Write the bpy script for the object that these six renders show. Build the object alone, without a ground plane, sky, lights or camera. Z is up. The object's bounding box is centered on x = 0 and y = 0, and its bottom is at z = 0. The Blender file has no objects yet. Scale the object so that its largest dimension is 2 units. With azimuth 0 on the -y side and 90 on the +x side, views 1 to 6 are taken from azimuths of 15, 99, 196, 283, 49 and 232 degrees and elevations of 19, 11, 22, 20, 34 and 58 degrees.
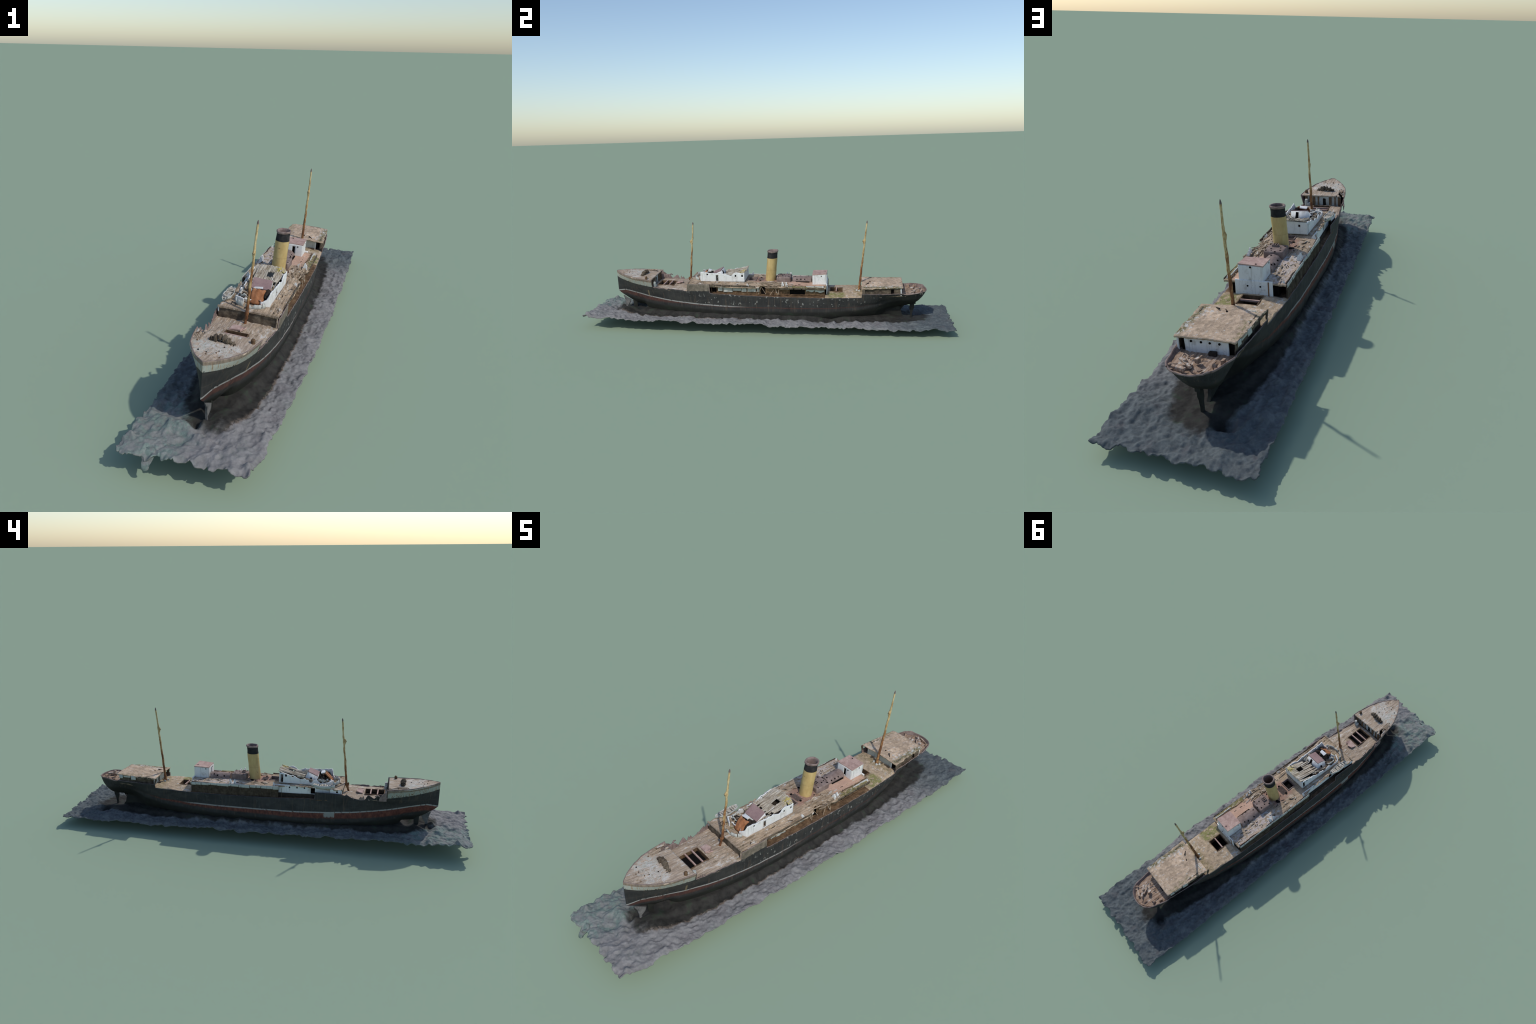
"""Beached steamship wreck on a ragged patch of mud.
The ship is described in its own upright frame (x athwart, bow towards -y, z up);
one empty carries the heel and the small yaw.  The mud patch is a thing of its own."""
import bpy, bmesh, math, random
import numpy as np
from mathutils import Matrix, Vector, Euler

random.seed(7)
RNG = np.random.default_rng(11)
HEEL, YAW = math.radians(3.9), -0.006

# ------------------------------------------------------------------ noise
def _hash(i, j, k):
    n = (i * 374761393 + j * 668265263 + k * 2147483647 * 3) & 0xFFFFFFFF
    n = ((n ^ (n >> 13)) * 1274126177) & 0xFFFFFFFF
    return ((n ^ (n >> 16)) & 0xFFFF) / 65535.0 * 2 - 1

def vnoise(p):
    p = np.asarray(p, float)
    b = np.floor(p).astype(np.int64)
    f = p - b
    f = f * f * (3 - 2 * f)
    out = 0
    for a in (0, 1):
        for c in (0, 1):
            for d in (0, 1):
                w = (f[..., 0] if a else 1 - f[..., 0]) * (f[..., 1] if c else 1 - f[..., 1]) * (f[..., 2] if d else 1 - f[..., 2])
                out = out + w * _hash(b[..., 0] + a, b[..., 1] + c, b[..., 2] + d)
    return out

def fbm(x, y, z, scale, octaves=3, gain=0.5):
    p = np.stack(np.broadcast_arrays(np.asarray(x, float), np.asarray(y, float), np.asarray(z, float)), -1) * scale + 100.0
    s, amp = 0, 1.0
    for o in range(octaves):
        s = s + amp * vnoise(p + 17.3 * o)
        p = p * 2.03
        amp *= gain
    return s

def lerp(table):
    xs = [t[0] for t in table]
    ys = [t[1] for t in table]
    return lambda v: np.interp(v, xs, ys)

def smooth(a, b, v):
    t = np.clip((np.asarray(v, float) - a) / (b - a), 0, 1)
    return t * t * (3 - 2 * t)

# ------------------------------------------------------------------ node materials
class Mat:
    def __init__(self, name, rough=0.85, spec=0.25):
        self.m = bpy.data.materials.new(name)
        self.m.use_nodes = True
        self.nt = self.m.node_tree
        self.bsdf = self.nt.nodes["Principled BSDF"]
        self.bsdf.inputs["Roughness"].default_value = rough
        self.bsdf.inputs["Specular IOR Level"].default_value = spec
        self.co = self.nt.nodes.new("ShaderNodeTexCoord").outputs["Object"]
        s = self.nt.nodes.new("ShaderNodeSeparateXYZ")
        self.nt.links.new(self.co, s.inputs[0])
        self.x, self.y, self.z = s.outputs
    def put(self, sock, v):
        if isinstance(v, bpy.types.NodeSocket):
            self.nt.links.new(v, sock)
        elif isinstance(v, (tuple, list)):
            sock.default_value = (*v, 1.0) if len(v) == 3 and len(sock.default_value) == 4 else v
        else:
            sock.default_value = v
    def math(self, op, a, b=0.0, c=None, clamp=False):
        n = self.nt.nodes.new("ShaderNodeMath")
        n.operation = op
        n.use_clamp = clamp
        self.put(n.inputs[0], a)
        self.put(n.inputs[1], b)
        if c is not None:
            self.put(n.inputs[2], c)
        return n.outputs[0]
    def add(self, a, b): return self.math("ADD", a, b)
    def sub(self, a, b): return self.math("SUBTRACT", a, b)
    def mul(self, a, b): return self.math("MULTIPLY", a, b)
    def step(self, a, lo, hi):
        n = self.nt.nodes.new("ShaderNodeMapRange")
        n.interpolation_type = "SMOOTHSTEP"
        self.put(n.inputs["Value"], a)
        for k, v in zip(("From Min", "From Max", "To Min", "To Max"), (lo, hi, 0.0, 1.0) if lo < hi else (hi, lo, 1.0, 0.0)):
            n.inputs[k].default_value = v
        return n.outputs[0]
    def noise(self, scale=(10, 10, 10), detail=4, rough=0.6, offset=(0, 0, 0), distort=0.0):
        mp = self.nt.nodes.new("ShaderNodeMapping")
        mp.inputs["Scale"].default_value = scale if isinstance(scale, tuple) else (scale,) * 3
        mp.inputs["Location"].default_value = offset
        self.nt.links.new(self.co, mp.inputs[0])
        n = self.nt.nodes.new("ShaderNodeTexNoise")
        n.inputs["Scale"].default_value = 1.0
        n.inputs["Detail"].default_value = detail
        n.inputs["Roughness"].default_value = rough
        n.inputs["Distortion"].default_value = distort
        self.nt.links.new(mp.outputs[0], n.inputs["Vector"])
        return n.outputs["Fac"]
    def mix(self, fac, a, b, mode="MIX"):
        n = self.nt.nodes.new("ShaderNodeMix")
        n.data_type = "RGBA"
        n.blend_type = mode
        self.put(n.inputs[0], fac)
        self.put(n.inputs[6], a)
        self.put(n.inputs[7], b)
        return n.outputs[2]
    def ramp(self, fac, stops):
        n = self.nt.nodes.new("ShaderNodeValToRGB")
        cr = n.color_ramp
        while len(cr.elements) < len(stops):
            cr.elements.new(0.5)
        for e, (p, c) in zip(cr.elements, stops):
            e.position = p
            e.color = (*c, 1)
        self.put(n.inputs[0], fac)
        return n.outputs[0]
    def curve(self, table):
        """piecewise linear z(y) of the ship, y from -1 to 1"""
        n = self.nt.nodes.new("ShaderNodeFloatCurve")
        c = n.mapping.curves[0]
        pts = [((y + 1) / 2, v) for y, v in table]
        pts = [(0.0, pts[0][1])] + pts + [(1.0, pts[-1][1])]
        while len(c.points) < len(pts):
            c.points.new(0.5, 0.5)
        for p, (a, b) in zip(c.points, pts):
            p.location = (a, b)
            p.handle_type = "VECTOR"
        n.mapping.update()
        self.put(n.inputs["Value"], self.math("MULTIPLY_ADD", self.y, 0.5, 0.5))
        return n.outputs[0]
    def box(self, xr, yr, soft=0.01, wob=None):
        """soft rectangle mask in plan"""
        x, y = (self.x, self.y) if wob is None else (self.add(self.x, wob), self.add(self.y, wob))
        m = self.mul(self.step(x, xr[0] - soft, xr[0] + soft), self.step(x, xr[1] + soft, xr[1] - soft))
        return self.mul(m, self.mul(self.step(y, yr[0] - soft, yr[0] + soft), self.step(y, yr[1] + soft, yr[1] - soft)))
    def done(self, col, bump=None, dist=0.002, strength=0.5):
        self.put(self.bsdf.inputs["Base Color"], col)
        if bump is not None:
            b = self.nt.nodes.new("ShaderNodeBump")
            b.inputs["Distance"].default_value = dist
            b.inputs["Strength"].default_value = strength
            self.put(b.inputs["Height"], bump)
            self.nt.links.new(b.outputs[0], self.bsdf.inputs["Normal"])
        return self.m

WATERLINE = [(-.842, .179), (-.79, .190), (-.71, .181), (-.63, .168), (-.55, .158), (-.48, .150), (-.33, .138), (-.17, .1295), (0, .1265),
             (.2, .125), (.35, .125), (.5, .130), (.6, .143), (.73, .178)]
FC_BAND = [(-.842, .264), (-.78, .2545), (-.71, .241), (-.62, .2285)]

def mat_hull():
    m = Mat("hull_black_paint", 0.7, 0.3)
    d = m.sub(m.z, m.curve(WATERLINE))
    big = m.noise((14, 9, 20), 5, .65)
    fine = m.noise((120, 120, 40), 5, .7)
    streak = m.noise((160, 160, 9), 3, .6, (3, 1, 7))
    col = m.ramp(big, [(.3, (.019, .019, .019)), (.55, (.033, .033, .032)), (.75, (.050, .049, .047))])
    col = m.mix(m.mul(m.step(streak, .5, .72), .5), col, (.055, .056, .052))
    port = m.step(m.x, -.004, .004)
    star = m.math("SUBTRACT", 1.0, port)
    # pale scuffs on the side away from the stripe, worn through the black
    sc = m.noise((45, 62, 50), 2, .5, (9, 4, 2), .1)
    zone = m.mul(m.step(m.y, -.5, -.2), m.step(m.y, .7, .45))
    sc = m.mul(m.mul(m.step(m.add(sc, m.mul(m.sub(fine, .5), .22)), .635, .665), zone), m.mul(m.step(d, .004, .012), .72))
    col = m.mix(m.mul(sc, m.math("MULTIPLY_ADD", port, .85, .08)), col, (.30, .30, .27))
    # plating seams at the bow
    wv = m.nt.nodes.new("ShaderNodeTexWave")
    wv.bands_direction = "Z"
    wv.inputs["Scale"].default_value = 8.0
    wv.inputs["Distortion"].default_value = 0.4
    m.nt.links.new(m.co, wv.inputs["Vector"])
    col = m.mix(m.mul(m.mul(m.step(wv.outputs["Fac"], .97, 1.0), m.step(m.y, -.55, -.65)), .22), col, (.09, .07, .055))
    cloud = m.noise((9, 7, 16), 5, .7, (2, 5, 5))
    col = m.mix(m.mul(m.step(cloud, .48, .68), .6), col, (.060, .057, .050))
    run = m.noise((60, 60, 5), 4, .7, (8, 8, 1))
    col = m.mix(m.mul(m.step(run, .54, .70), .6), col, (.095, .068, .050))
    # red boot topping below the line
    width_s = m.curve([(-.84, .03), (-.6, .034), (-.2, .027), (.2, .018), (.45, .008), (.6, .002), (.75, .0)])
    width_p = m.curve([(-.84, .022), (-.7, .026), (-.58, .020), (-.45, .008), (-.1, .003), (.7, .001)])
    wd = m.add(m.mul(width_s, star), m.mul(width_p, port))
    wob = m.mul(m.sub(m.noise((60, 60, 60), 3), .5), .008)
    red = m.mul(m.mul(m.step(d, .002, -.001), m.step(m.y, .66, .45)), m.step(m.add(m.add(d, wd), wob), -.006, .006))
    rust = m.ramp(m.noise((70, 70, 45), 5, .7), [(.3, (.055, .018, .014)), (.5, (.115, .035, .025)), (.7, (.20, .075, .045))])
    col = m.mix(m.mul(red, m.math("MULTIPLY_ADD", star, .45, .48)), col, rust)
    # near-black bottom below the boot topping
    bot = m.step(m.add(d, wd), -.012, -.028)
    dark_bottom = m.ramp(m.noise((22, 16, 30), 4, .6, (5, 5, 1)), [(.4, (.016, .016, .014)), (.62, (.022, .024, .018)), (.8, (.02, .04, .025))])
    col = m.mix(bot, col, dark_bottom)
    # white line
    chip = m.step(m.noise((90, 90, 90), 3, .6, (1, 2, 8)), .32, .46)
    ls = m.step(m.y, .40, .30)
    lp = m.step(m.y, -.05, -.22)
    line = m.mul(m.step(d, -.0034, -.0018), m.step(d, .0048, .0032))
    line = m.mul(m.mul(line, chip), m.add(m.mul(ls, star), m.mul(lp, port)))
    col = m.mix(m.mul(line, .85), col, (.34, .34, .32))
    rl = m.mul(m.mul(m.step(d, -.004, -.001), m.step(d, .003, .001)), m.step(m.y, -.2, .0))
    col = m.mix(m.mul(m.mul(rl, m.step(m.y, .55, .35)), .22), col, (.10, .035, .022))
    # pale worn patch in the boot topping
    edge = m.mul(m.sub(m.noise((80, 80, 80), 3), .5), .02)
    pp = m.mul(star, m.mul(m.mul(m.step(m.y, -.372, -.369), m.step(m.add(m.y, edge), -.318, -.326)), m.mul(m.step(d, .002, .0), m.step(m.add(d, edge), -.026, -.018))))
    col = m.mix(m.mul(pp, .8), col, (.30, .32, .29))
    # rubbed gilt drip on the bow
    dr = m.mul(m.box((.03, .12), (-.640, -.633), .002), m.mul(m.step(d, -.001, .003), m.step(d, .042, .034)))
    col = m.mix(m.mul(dr, .6), col, (.26, .20, .11))
    # pale forecastle strake with rust drips
    f = m.sub(m.sub(m.z, m.curve(FC_BAND)), m.mul(m.step(m.noise((80, 80, 70), 4, .7, (4, 1, 3)), .52, .70), .006))
    band = m.mul(m.step(f, -.001, .0012), m.step(m.y, -.606, -.612))
    drip = m.noise((150, 150, 22), 4, .7, (2, 2, 2))
    pale = m.ramp(drip, [(.30, (.25, .275, .245)), (.50, (.345, .365, .32)), (.60, (.32, .26, .185)), (.72, (.13, .08, .045))])
    hole = m.mul(m.step(m.noise((55, 55, 120), 3, .6, (0, 6, 3)), .60, .66), m.mul(m.step(m.y, -.70, -.74), m.step(m.y, -.625, -.65)))
    pale = m.mix(m.mul(m.mul(star, m.step(m.y, -.8, -.76)), m.mul(m.step(drip, .5, .62), m.step(f, .022, .002))), pale, (.09, .045, .02))
    capr = m.step(m.sub(m.z, m.curve([(-.843, .294), (-.77, .283), (-.70, .273), (-.61, .265)])), -.0105, -.0075)
    pale = m.mix(m.mul(capr, .8), pale, m.ramp(fine, [(.35, (.085, .052, .036)), (.6, (.22, .150, .105))]))
    col = m.mix(band, col, pale)
    # bridge block: bare grey-brown plates above the black
    blk = m.mul(m.mul(port, m.box((0, .2), (-.41, -.279), .002)), m.step(m.add(m.z, wob), .213, .218))
    bare = m.ramp(m.noise((40, 60, 40), 5, .7, (4, 0, 0)), [(.35, (.10, .085, .065)), (.6, (.21, .175, .135)), (.75, (.30, .26, .20))])
    col = m.mix(blk, col, bare)
    # rusty upper rim, and a pink rusted inside at the stern
    rim = m.mul(m.step(m.y, .735, .75), m.step(m.z, .200, .207))
    col = m.mix(m.mul(rim, m.step(fine, .3, .6)), col, (.23, .15, .135))
    dust = m.mul(m.step(fine, .55, .75), .35)
    col = m.mix(dust, col, m.mix(.5, col, (.09, .085, .075)))
    return m.done(col, fine, .0015, .5)

def mat_wood(name, base, dark, flake=0.0, moss=0.0, grain=True, zones=()):
    m = Mat(name, 0.9, 0.15)
    g = m.noise((170, 11, 60) if grain else (60, 60, 60), 5, .72)
    b = m.noise((18, 16, 18), 5, .65, (4, 7, 1))
    f = m.noise((230, 190, 200), 4, .7, (1, 1, 5))
    col = m.mix(m.step(g, .34, .62), dark, base)
    lite = tuple(min(1, c * 1.28) for c in base)
    col = m.mix(m.mul(m.step(b, .5, .72), .8), col, lite)
    col = m.mix(m.mul(m.step(b, .46, .30), .55), col, dark)
    fl = m.noise((110, 26, 60) if grain else (70, 60, 60), 5, .7, (8, 3, 3), .3)
    if flake:
        col = m.mix(m.mul(m.step(m.add(fl, m.mul(m.sub(b, .5), .5)), .60 - flake * .12, .66 - flake * .08), .85), col, (.56, .54, .50))
    for (xr, yr, c, amt, lo) in zones:
        wob = m.mul(m.sub(m.noise((38, 38, 38), 5, .75, (2, 9, 1)), .5), .055)
        z = m.box(xr, yr, .012, wob)
        tex = m.step(m.noise((95, 60, 60), 5, .7, (5, 5, 9), .4), lo, lo + .09)
        col = m.mix(m.mul(m.mul(z, tex), amt), col, c)
    if moss:
        mo = m.noise((34, 30, 30), 5, .7, (7, 1, 4), .5)
        col = m.mix(m.mul(m.step(mo, .70 - moss * .12, .78 - moss * .10), .75), col, m.mix(m.step(f, .35, .65), (.075, .065, .022), (.17, .155, .05)))
    col = m.mix(m.mul(m.step(f, .46, .28), .55), col, tuple(c * .45 for c in dark))
    sp = m.noise((330, 300, 300), 3, .7, (6, 6, 2))
    col = m.mix(m.mul(m.step(sp, .60, .70), .5), col, tuple(min(1, c * 1.6) for c in base))
    col = m.mix(m.mul(m.step(sp, .40, .30), .45), col, tuple(c * .5 for c in dark))
    return m.done(col, m.add(m.mul(g, .6), f), .002, .6)

def mat_white(name, base=(.74, .74, .72), grime=.5):
    m = Mat(name, 0.6, 0.3)
    s = m.noise((120, 120, 10), 4, .65)
    b = m.noise((26, 26, 26), 4, .6, (3, 3, 8))
    f = m.noise((260, 260, 200), 3, .6)
    col = m.mix(m.mul(m.step(s, .52, .72), grime), base, (.34, .33, .30))
    col = m.mix(m.mul(m.step(b, .56, .74), grime), col, (.30, .25, .19))
    col = m.mix(m.mul(m.step(f, .62, .72), grime * .8), col, (.10, .075, .05))
    return m.done(col, b, .001, .3)

def mat_rust(name, a, b, c, scale=45):
    m = Mat(name, 0.85, 0.2)
    n = m.noise((scale,) * 3, 6, .7)
    f = m.noise((240,) * 3, 4, .7, (2, 3, 4))
    col = m.ramp(n, [(.3, a), (.5, b), (.7, c)])
    col = m.mix(m.mul(m.step(f, .58, .72), .6), col, tuple(v * .4 for v in a))
    return m.done(col, f, .0015, .5)

def mat_mast():
    m = Mat("weathered_mast_paint", 0.8, 0.2)
    n = m.noise((60, 60, 24), 5, .75)
    h = m.step(m.z, .27, .47)
    n2 = m.add(n, m.math("MULTIPLY_ADD", h, -.20, .13))
    col = m.ramp(n2, [(.34, (.60, .48, .26)), (.46, (.46, .33, .15)), (.55, (.30, .145, .06)), (.68, (.15, .065, .03))])
    d = m.noise((150, 150, 60), 4, .7, (5, 1, 1))
    col = m.mix(m.mul(m.step(d, .58, .68), .75), col, (.09, .065, .045))
    col = m.mix(m.step(m.z, .555, .562), col, (.16, .12, .11))
    return m.done(col, d, .001, .5)

def mat_funnel():
    m = Mat("buff_funnel_paint", 0.65, 0.3)
    n = m.noise((50, 50, 18), 5, .65)
    col = m.ramp(n, [(.3, (.42, .295, .115)), (.55, (.51, .37, .155)), (.75, (.57, .44, .21))])
    d = m.noise((70, 70, 70), 4, .7, (3, 8, 2))
    patch = m.mul(m.step(d, .60, .68), m.mul(m.step(m.y, .035, .02), m.step(m.x, .03, .0)))
    col = m.mix(m.mul(patch, .8), col, (.14, .085, .035))
    wv = m.math("ABSOLUTE", m.sub(m.z, .305))
    col = m.mix(m.mul(m.step(wv, .0014, .0006), .35), col, (.25, .17, .06))
    return m.done(col, n, .001, .3)

def mat_mud():
    m = Mat("grey_mud", 0.85, 0.2)
    n = m.noise((24, 24, 24), 6, .7)
    f = m.noise((110, 110, 110), 5, .7, (3, 1, 4))
    col = m.ramp(m.add(m.mul(n, .6), m.mul(f, .4)), [(.30, (.130, .127, .125)), (.5, (.205, .200, .196)), (.70, (.280, .274, .266))])
    tint = m.noise((15, 15, 15), 5, .7, (1, 9, 4), .5)
    col = m.mix(m.mul(m.step(tint, .50, .66), .45), col, (.165, .148, .150))
    col = m.mix(m.mul(m.step(tint, .46, .34), .5), col, (.165, .178, .165))
    w = m.noise((7, 7, 7), 4, .65, (6, 2, 2), .4)
    wob = m.mul(m.sub(w, .5), .25)
    # blue-green silt off the starboard bow and astern
    t1 = m.mul(m.step(m.add(m.x, wob), .03, -.05), m.step(m.add(m.y, wob), -.5, -.72))
    t2 = m.step(m.add(m.y, wob), .80, .95)
    t3 = m.mul(m.step(m.x, -.12, -.2), .5)
    teal = t1
    spots = m.step(m.noise((26, 26, 26), 5, .75, (2, 4, 9), .6), .44, .60)
    col = m.mix(m.mul(teal, m.math("MULTIPLY_ADD", spots, .68, .22)), col, m.ramp(f, [(.3, (.105, .150, .135)), (.7, (.195, .260, .228))]))
    deep = m.math("MAXIMUM", m.step(m.add(m.y, m.mul(wob, .6)), .50, .86), m.mul(m.mul(m.step(m.add(m.x, m.mul(wob, .4)), -.10, -.17), m.step(m.y, -.80, -.66)), .85))  # starboard strip tinted darker and bluer where the ship's shadow falls
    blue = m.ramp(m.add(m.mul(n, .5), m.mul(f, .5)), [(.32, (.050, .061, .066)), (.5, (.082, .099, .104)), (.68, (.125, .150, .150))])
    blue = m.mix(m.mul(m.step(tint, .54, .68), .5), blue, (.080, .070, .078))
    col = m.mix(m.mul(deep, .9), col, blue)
    # bed next to the hull, its shade painted into the mud colour
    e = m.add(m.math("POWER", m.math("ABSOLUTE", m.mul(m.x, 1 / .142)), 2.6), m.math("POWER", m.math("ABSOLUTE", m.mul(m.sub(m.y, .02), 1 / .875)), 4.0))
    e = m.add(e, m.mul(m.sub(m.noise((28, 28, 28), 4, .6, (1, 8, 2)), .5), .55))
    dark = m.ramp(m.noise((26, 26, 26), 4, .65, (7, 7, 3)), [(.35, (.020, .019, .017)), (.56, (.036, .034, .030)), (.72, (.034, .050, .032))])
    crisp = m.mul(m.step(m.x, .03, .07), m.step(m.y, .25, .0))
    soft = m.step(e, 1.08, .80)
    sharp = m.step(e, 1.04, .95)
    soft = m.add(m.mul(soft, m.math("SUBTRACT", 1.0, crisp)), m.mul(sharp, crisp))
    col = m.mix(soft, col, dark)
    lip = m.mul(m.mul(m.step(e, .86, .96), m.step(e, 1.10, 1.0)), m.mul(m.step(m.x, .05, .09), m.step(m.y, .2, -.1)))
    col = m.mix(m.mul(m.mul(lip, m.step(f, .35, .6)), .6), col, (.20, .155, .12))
    return m.done(col, f, .003, .5)

def mat_plain(name, c, rough=.9):
    m = Mat(name, rough, .1)
    n = m.noise((120,) * 3, 3)
    return m.done(m.mix(m.step(n, .4, .7), c, tuple(v * 1.5 for v in c)))

MAT = {}
def build_materials():
    M = MAT
    M["hull"] = mat_hull()
    beige, brown = (.36, .265, .185), (.165, .115, .075)
    M["forecastle"] = mat_wood("peeling_forecastle_planks", (0.497, 0.401, 0.311), (0.271, 0.203, 0.147), .42, .45,
                               zones=[((-.06, .06), (-.78, -.69), (.56, .55, .50), .8, .44), ((-.09, -.02), (-.78, -.66), (.42, .43, .37), .6, .46), ((-.03, .05), (-.82, -.70), (.26, .19, .11), .7, .52), ((-.09, .09), (-.655, -.61), (.40, .31, .22), .6, .42)])
    M["well"] = mat_wood("weathered_well_deck_planks", (0.459, 0.364, 0.274), (0.224, 0.168, 0.118), .28, .60, zones=[((.02, .11), (-.50, -.40), (.17, .13, .06), .6, .50), ((.03, .10), (-.49, -.42), (.55, .52, .47), .7, .56)])
    M["boat"] = mat_wood("mossy_boat_deck_planks", (0.462, 0.352, 0.253), (0.220, 0.165, 0.105), .12, .75,
                         zones=[((.018, .088), (.135, .335), (.52, .33, .24), .9, .22), ((-.10, -.03), (.10, .34), (.60, .60, .60), .85, .47),
                                ((.085, .115), (.15, .34), (.13, .125, .035), .85, .40), ((-.05, .05), (-.045, .072), (.30, .17, .13), .8, .3),
                                ((-.12, -.03), (.15, .34), (.40, .24, .18), .5, .5), ((.03, .11), (-.37, -.08), (.38, .32, .12), .6, .60)])
    M["poop"] = mat_wood("earthy_poop_roof", (0.536, 0.405, 0.291), (0.319, 0.239, 0.165), .1, .15, False,
                         zones=[((.075, .098), (.535, .735), (.10, .095, .03), .9, .36), ((.068, .095), (.54, .73), (.58, .58, .55), .85, .50),
                                ((-.1, -.07), (.54, .74), (.17, .16, .06), .7, .50)])
    M["aftwell"] = mat_wood("earthy_aft_deck", (0.484, 0.369, 0.253), (0.275, 0.209, 0.138), .06, .35, False,
                            zones=[((.04, .11), (.35, .44), (.17, .18, .05), .8, .42), ((-.11, .11), (.49, .53), (.18, .16, .06), .5, .45)])
    M["stern"] = mat_wood("rusty_stern_planks", (0.426, 0.314, 0.235), (0.213, 0.140, 0.095), .42, .0)
    M["roofplank"] = mat_wood("splintered_pale_planks", (.52, .47, .38), (.22, .17, .12), .35, .12, zones=[((.022, .062), (-.125, -.085), (.46, .36, .07), .85, .44), ((-.01, .03), (-.12, -.09), (.42, .35, .12), .6, .55)])
    M["plank"] = mat_wood("grey_broken_planks", (.42, .33, .24), (.19, .14, .095), .3, .3)
    M["white"] = mat_white("white_house_paint")
    M["cream"] = mat_white("cream_bulkhead_paint", (.50, .51, .44), .6)
    M["grime"] = mat_white("stained_white_panels", (.46, .47, .43), .85)
    M["brown"] = mat_rust("rusted_house_plating", (.055, .035, .022), (.13, .08, .045), (.24, .155, .09))
    M["rust"] = mat_rust("rust_pink_iron", (.14, .10, .088), (.22, .165, .145), (.31, .245, .22))
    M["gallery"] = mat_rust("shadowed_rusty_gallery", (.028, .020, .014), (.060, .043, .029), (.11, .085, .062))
    M["silt"] = mat_rust("pale_grey_silt", (.07, .068, .065), (.14, .137, .13), (.20, .195, .185), 50)
    M["pink"] = mat_rust("faded_red_lead_roof", (.28, .18, .155), (.42, .285, .24), (.55, .41, .35), 30)
    M["mauve"] = mat_rust("faded_mauve_roof", (.22, .145, .14), (.29, .195, .185), (.34, .24, .22), 30)
    M["orange"] = mat_rust("orange_rust_sheet", (.22, .085, .035), (.36, .155, .07), (.44, .27, .17), 32)
    M["bulk"] = mat_rust("stained_bridge_bulkhead", (.045, .033, .024), (.10, .078, .056), (.20, .165, .12), 34)
    M["mast"] = mat_mast()
    M["funnel"] = mat_funnel()
    M["cap"] = mat_rust("sooty_funnel_band", (.013, .013, .014), (.023, .023, .024), (.042, .040, .038), 40)
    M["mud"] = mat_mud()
    M["void"] = mat_plain("dark_opening", (.006, .005, .005))
    M["soot"] = mat_plain("charred_debris", (.035, .028, .023))

# ------------------------------------------------------------------ mesh helpers
class MB:
    def __init__(self):
        self.v, self.f = [], []
    def add(self, verts, faces, mat=None):
        o = len(self.v)
        self.v += [tuple((mat @ Vector(p)) if mat is not None else p) for p in verts]
        self.f += [tuple(i + o for i in q) for q in faces]
        return self
    def box(self, c, s, rot=(0, 0, 0), taper=1.0):
        x, y, z = (k / 2 for k in s)
        vs = [(-x, -y, -z), (x, -y, -z), (x, y, -z), (-x, y, -z), (-x * taper, -y * taper, z), (x * taper, -y * taper, z), (x * taper, y * taper, z), (-x * taper, y * taper, z)]
        fs = [(3, 2, 1, 0), (4, 5, 6, 7), (0, 1, 5, 4), (1, 2, 6, 5), (2, 3, 7, 6), (3, 0, 4, 7)]
        return self.add(vs, fs, Matrix.Translation(c) @ Euler(rot).to_matrix().to_4x4())
    def tube(self, path, radii, n=10, caps=True, squash=None):
        """round bar through the points of a path"""
        path = [Vector(p) for p in path]
        vs, fs = [], []
        for i, p in enumerate(path):
            t = (path[min(i + 1, len(path) - 1)] - path[max(i - 1, 0)]).normalized()
            a = t.orthogonal().normalized() if abs(t.z) < .95 else Vector((1, 0, 0)) - t * t.x
            a.normalize()
            b = t.cross(a)
            for k in range(n):
                w = 2 * math.pi * k / n
                vs.append(tuple(p + (a * math.cos(w) + b * math.sin(w)) * radii[i]))
        for i in range(len(path) - 1):
            for k in range(n):
                fs.append((i * n + k, i * n + (k + 1) % n, (i + 1) * n + (k + 1) % n, (i + 1) * n + k))
        if caps:
            fs.append(tuple(range(n - 1, -1, -1)))
            fs.append(tuple((len(path) - 1) * n + k for k in range(n)))
        return self.add(vs, fs)
    def plate(self, pts, thick):
        """flat polygon with thickness along its normal"""
        ps = [Vector(p) for p in pts]
        nrm = Vector((0, 0, 0))
        for i in range(len(ps)):
            nrm += (ps[i] - ps[0]).cross(ps[(i + 1) % len(ps)] - ps[0])
        nrm.normalize()
        n = len(ps)
        vs = [tuple(p + nrm * thick / 2) for p in ps] + [tuple(p - nrm * thick / 2) for p in ps]
        fs = [tuple(range(n)), tuple(range(2 * n - 1, n - 1, -1))] + [(i + n, (i + 1) % n + n, (i + 1) % n, i) for i in range(n)]
        return self.add(vs, fs)
    def board(self, a, b, w, t, roll=0.0):
        a, b = Vector(a), Vector(b)
        d = b - a
        q = d.to_track_quat("Y", "Z").to_matrix().to_4x4() @ Matrix.Rotation(roll, 4, "Y")
        x, y, z = w / 2, d.length / 2, t / 2
        vs = [(sx * x, sy * y, sz * z) for sz in (-1, 1) for sy in (-1, 1) for sx in (-1, 1)]
        fs = [(0, 2, 3, 1), (4, 5, 7, 6), (0, 1, 5, 4), (2, 6, 7, 3), (0, 4, 6, 2), (1, 3, 7, 5)]
        return self.add(vs, fs, Matrix.Translation((a + b) / 2) @ q)

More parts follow.
